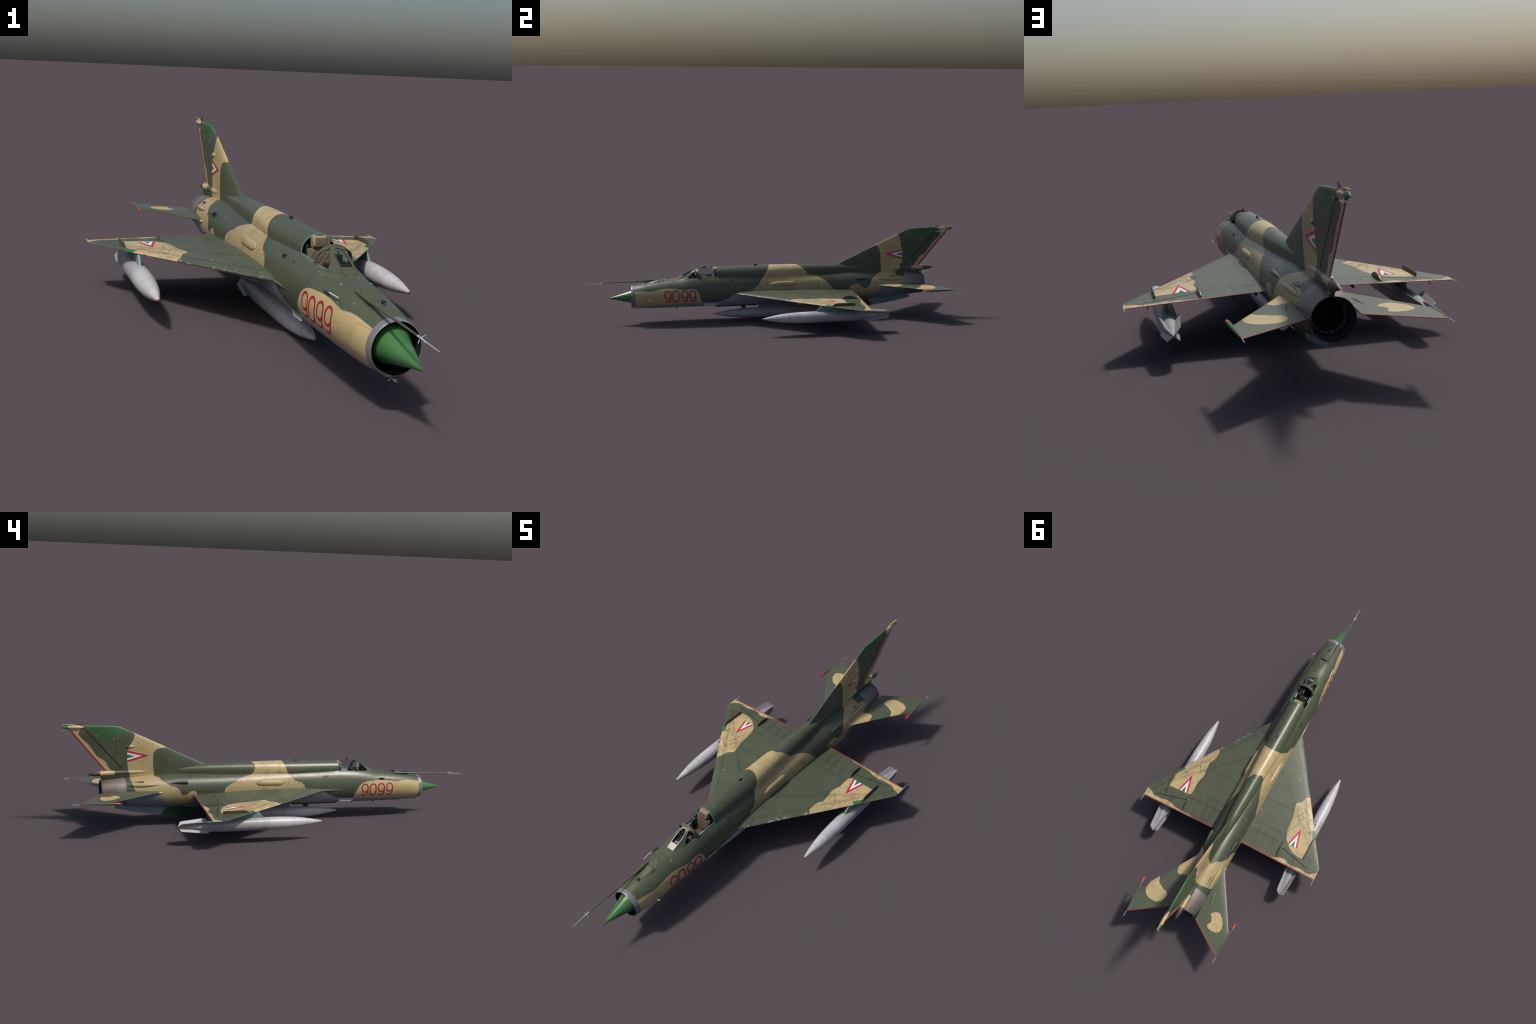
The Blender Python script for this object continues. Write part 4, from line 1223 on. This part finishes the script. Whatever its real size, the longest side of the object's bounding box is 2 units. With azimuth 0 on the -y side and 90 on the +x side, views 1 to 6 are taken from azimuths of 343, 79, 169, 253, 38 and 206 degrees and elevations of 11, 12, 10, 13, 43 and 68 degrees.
# pod on the fin tip, its sabre aerial, rods and wick
pod = tube("fin_pod", [(0, .880, .4640), (0, .905, .4640), (0, .930, .4645), (0, .9685, .4650), (0, .978, .4651), (0, .990, .4652), (0, .9995, .4652)], [.0012, .0060, .0082, .0083, .0074, .0044, .0006], None, jet, 20, True, 50, [M['tan'], M['radome'], M['green']], lambda c: 1 if c.y > .9685 else (0 if c.y > .917 else 2))
prism("sabre_aerial", [(.926, .471), (.942, .4778), (.958, .4800), (.9975, .4802), (.9975, .4782), (.962, .4775), (.956, .4705)], .0046, M['tan'], pod, 'x', 0, .0006)
for sx in (-1, 1):
    tube("pod_lamp", [(sx*.0075, .953, .4650), (sx*.0092, .953, .4650)], .0018, M['dark'], pod, 8)
for y, h in ((.9005, .0140), (.9110, .0112), (.9220, .0085)):
    tube("fin_rod", [(0, y, .4715), (0, y, .4745 + h)], .0009, M['dark'], fin, 6)
tube("static_wick", [(0, .956, .4530), (0, .972, .4516), (0, .9965, .4502)], [.0026, .0012, .0012], M['pale'], fin, 8)
box("lower_lamp", (0, .962, .4555), (.005, .012, .004), M['dark'], fin, .001)
# brake parachute tube under the rudder
CH = [(.566, .0015), (.590, .0065), (.620, .0095), (.66, .0106), (.75, .0110), (.8265, .0114), (.834, .0122), (.848, .0120), (.862, .0098), (.875, .0062), (.8888, .0006)]
chute = lathe("parachute_tube", CH, None, jet, (0, 0, .2552), 32, 1, 1, True, True, 40, [M['chute'], M['nozzle']], lambda c: 1 if c.y > .8265 else 0, droop=-.027)
prism("tube_fairing", [(.560, .225), (.580, .2555), (.826, .2470), (.8255, .2290), (.806, .2110), (.70, .2210)], .0150, M['fuse'], chute, 'x', 0, .002)
box("tube_latch", (0, .818, .2606), (.008, .026, .002), M['tan'], chute, .0008)
tube("fuel_vent", [(.006, .806, .2245), (.006, .822, .2245)], .0040, M['grey'], chute, 10)
# ventral fin
VF = [(.352, .0885), (.368, .066), (.384, .0490), (.400, .0400), (.4227, .0352), (.4555, .0352), (.50, .0382), (.5431, .0432), (.65, .0585), (.741, .0768), (.7535, .0802), (.7580, .0850), (.7595, .0945), (.70, .105), (.50, .092)]
prism("ventral_fin", VF, .0060, M['ventral'], jet, 'x', 0, .0012)
# ------------------------------------------------------ tactical numbers 9099
def nine(W, H):
    r = W/2; c = .30*H
    loop = [(r + r*math.sin(a), H - r + r*math.cos(a)) for a in span(-PI/2, PI/2, 12)]
    loop += [(r + r*math.cos(a), c + r - r*math.sin(a)) for a in span(0, PI, 12)]
    loop.append(loop[0])
    tail = [(W, H - r), (W, .60*H), (W, .34*H)] + [(r + r*math.cos(a), r*.98 - r*.98*math.sin(a)) for a in span(0, PI*.80, 12)]
    return [loop, tail]
def zero(W, H):
    r = W/2
    loop = [(r + r*math.sin(a), H - r + r*math.cos(a)) for a in span(-PI/2, PI/2, 12)]
    loop += [(r + r*math.cos(a), r - r*math.sin(a)) for a in span(0, PI, 12)]
    loop.append(loop[0])
    return [loop]
def stroke(name, path, w, off, place, mat, parent):
    """A flat painted stroke of width w along a path, laid on a curved surface."""
    dense = []
    for a, b in zip(path, path[1:]):
        n = max(1, int(math.dist(a, b)/.003))
        dense += [(a[0] + (b[0] - a[0])*i/n, a[1] + (b[1] - a[1])*i/n) for i in range(n)]
    dense.append(path[-1])
    closed = math.dist(dense[0], dense[-1]) < 1e-6
    rows = []
    N = len(dense)
    for i, p in enumerate(dense):
        a = dense[i - 1] if i else (dense[-2] if closed else p)
        b = dense[i + 1] if i < N - 1 else (dense[1] if closed else p)
        dx, dy = b[0] - a[0], b[1] - a[1]; L = math.hypot(dx, dy) or 1
        nx, ny = -dy/L, dx/L
        rows.append([place(p[0] + nx*w*s, p[1] + ny*w*s, o) for s, o in ((-.5, -.0002), (-.5, off), (-.17, off), (.17, off), (.5, off), (.5, -.0002))])
    v, f = rings(rows, False)
    return mesh_obj(name, v, f, mat, parent, 40, recalc=False)
DIG_W, DIG_H, STROKE = .0380, .0622, .0064
# first edge of each digit and its foot height, port and starboard
for sx, starts in ((1, [(-.6062, .1167), (-.5643, .1184), (-.5178, .1184), (-.4757, .1186)]),
                   (-1, [(-.4348, .1178), (-.4780, .1172), (-.5228, .1174), (-.5674, .1176)])):
    for shape, (y0, z0) in zip((nine, zero, nine, nine), starts):
        def place(u, v, off, sx=sx, y0=y0, z0=z0):
            y = y0 + sx*(u + STROKE/2)
            p = body_side(y, z0 + STROKE/2 + v, sx)
            th = math.atan2(p.x, p.z - hermite(BODY, y, 1))
            return p + Vector((math.sin(th), 0, math.cos(th)))*off
        paths = shape(DIG_W - STROKE, DIG_H - STROKE)
        first = None; parts = []
        for q in paths:
            o = stroke("number_digit" if first is None else "digit_tail", q, STROKE, .00050 if first is None else .00056, place, M['digit'], fuselage if first is None else first)
            first = first or o
            parts.append(o)
            parts.append(stroke("digit_outline", q, STROKE + .0020, .00026 if q is paths[0] else .00030, place, M['digit_edge'], first))
        join(parts)
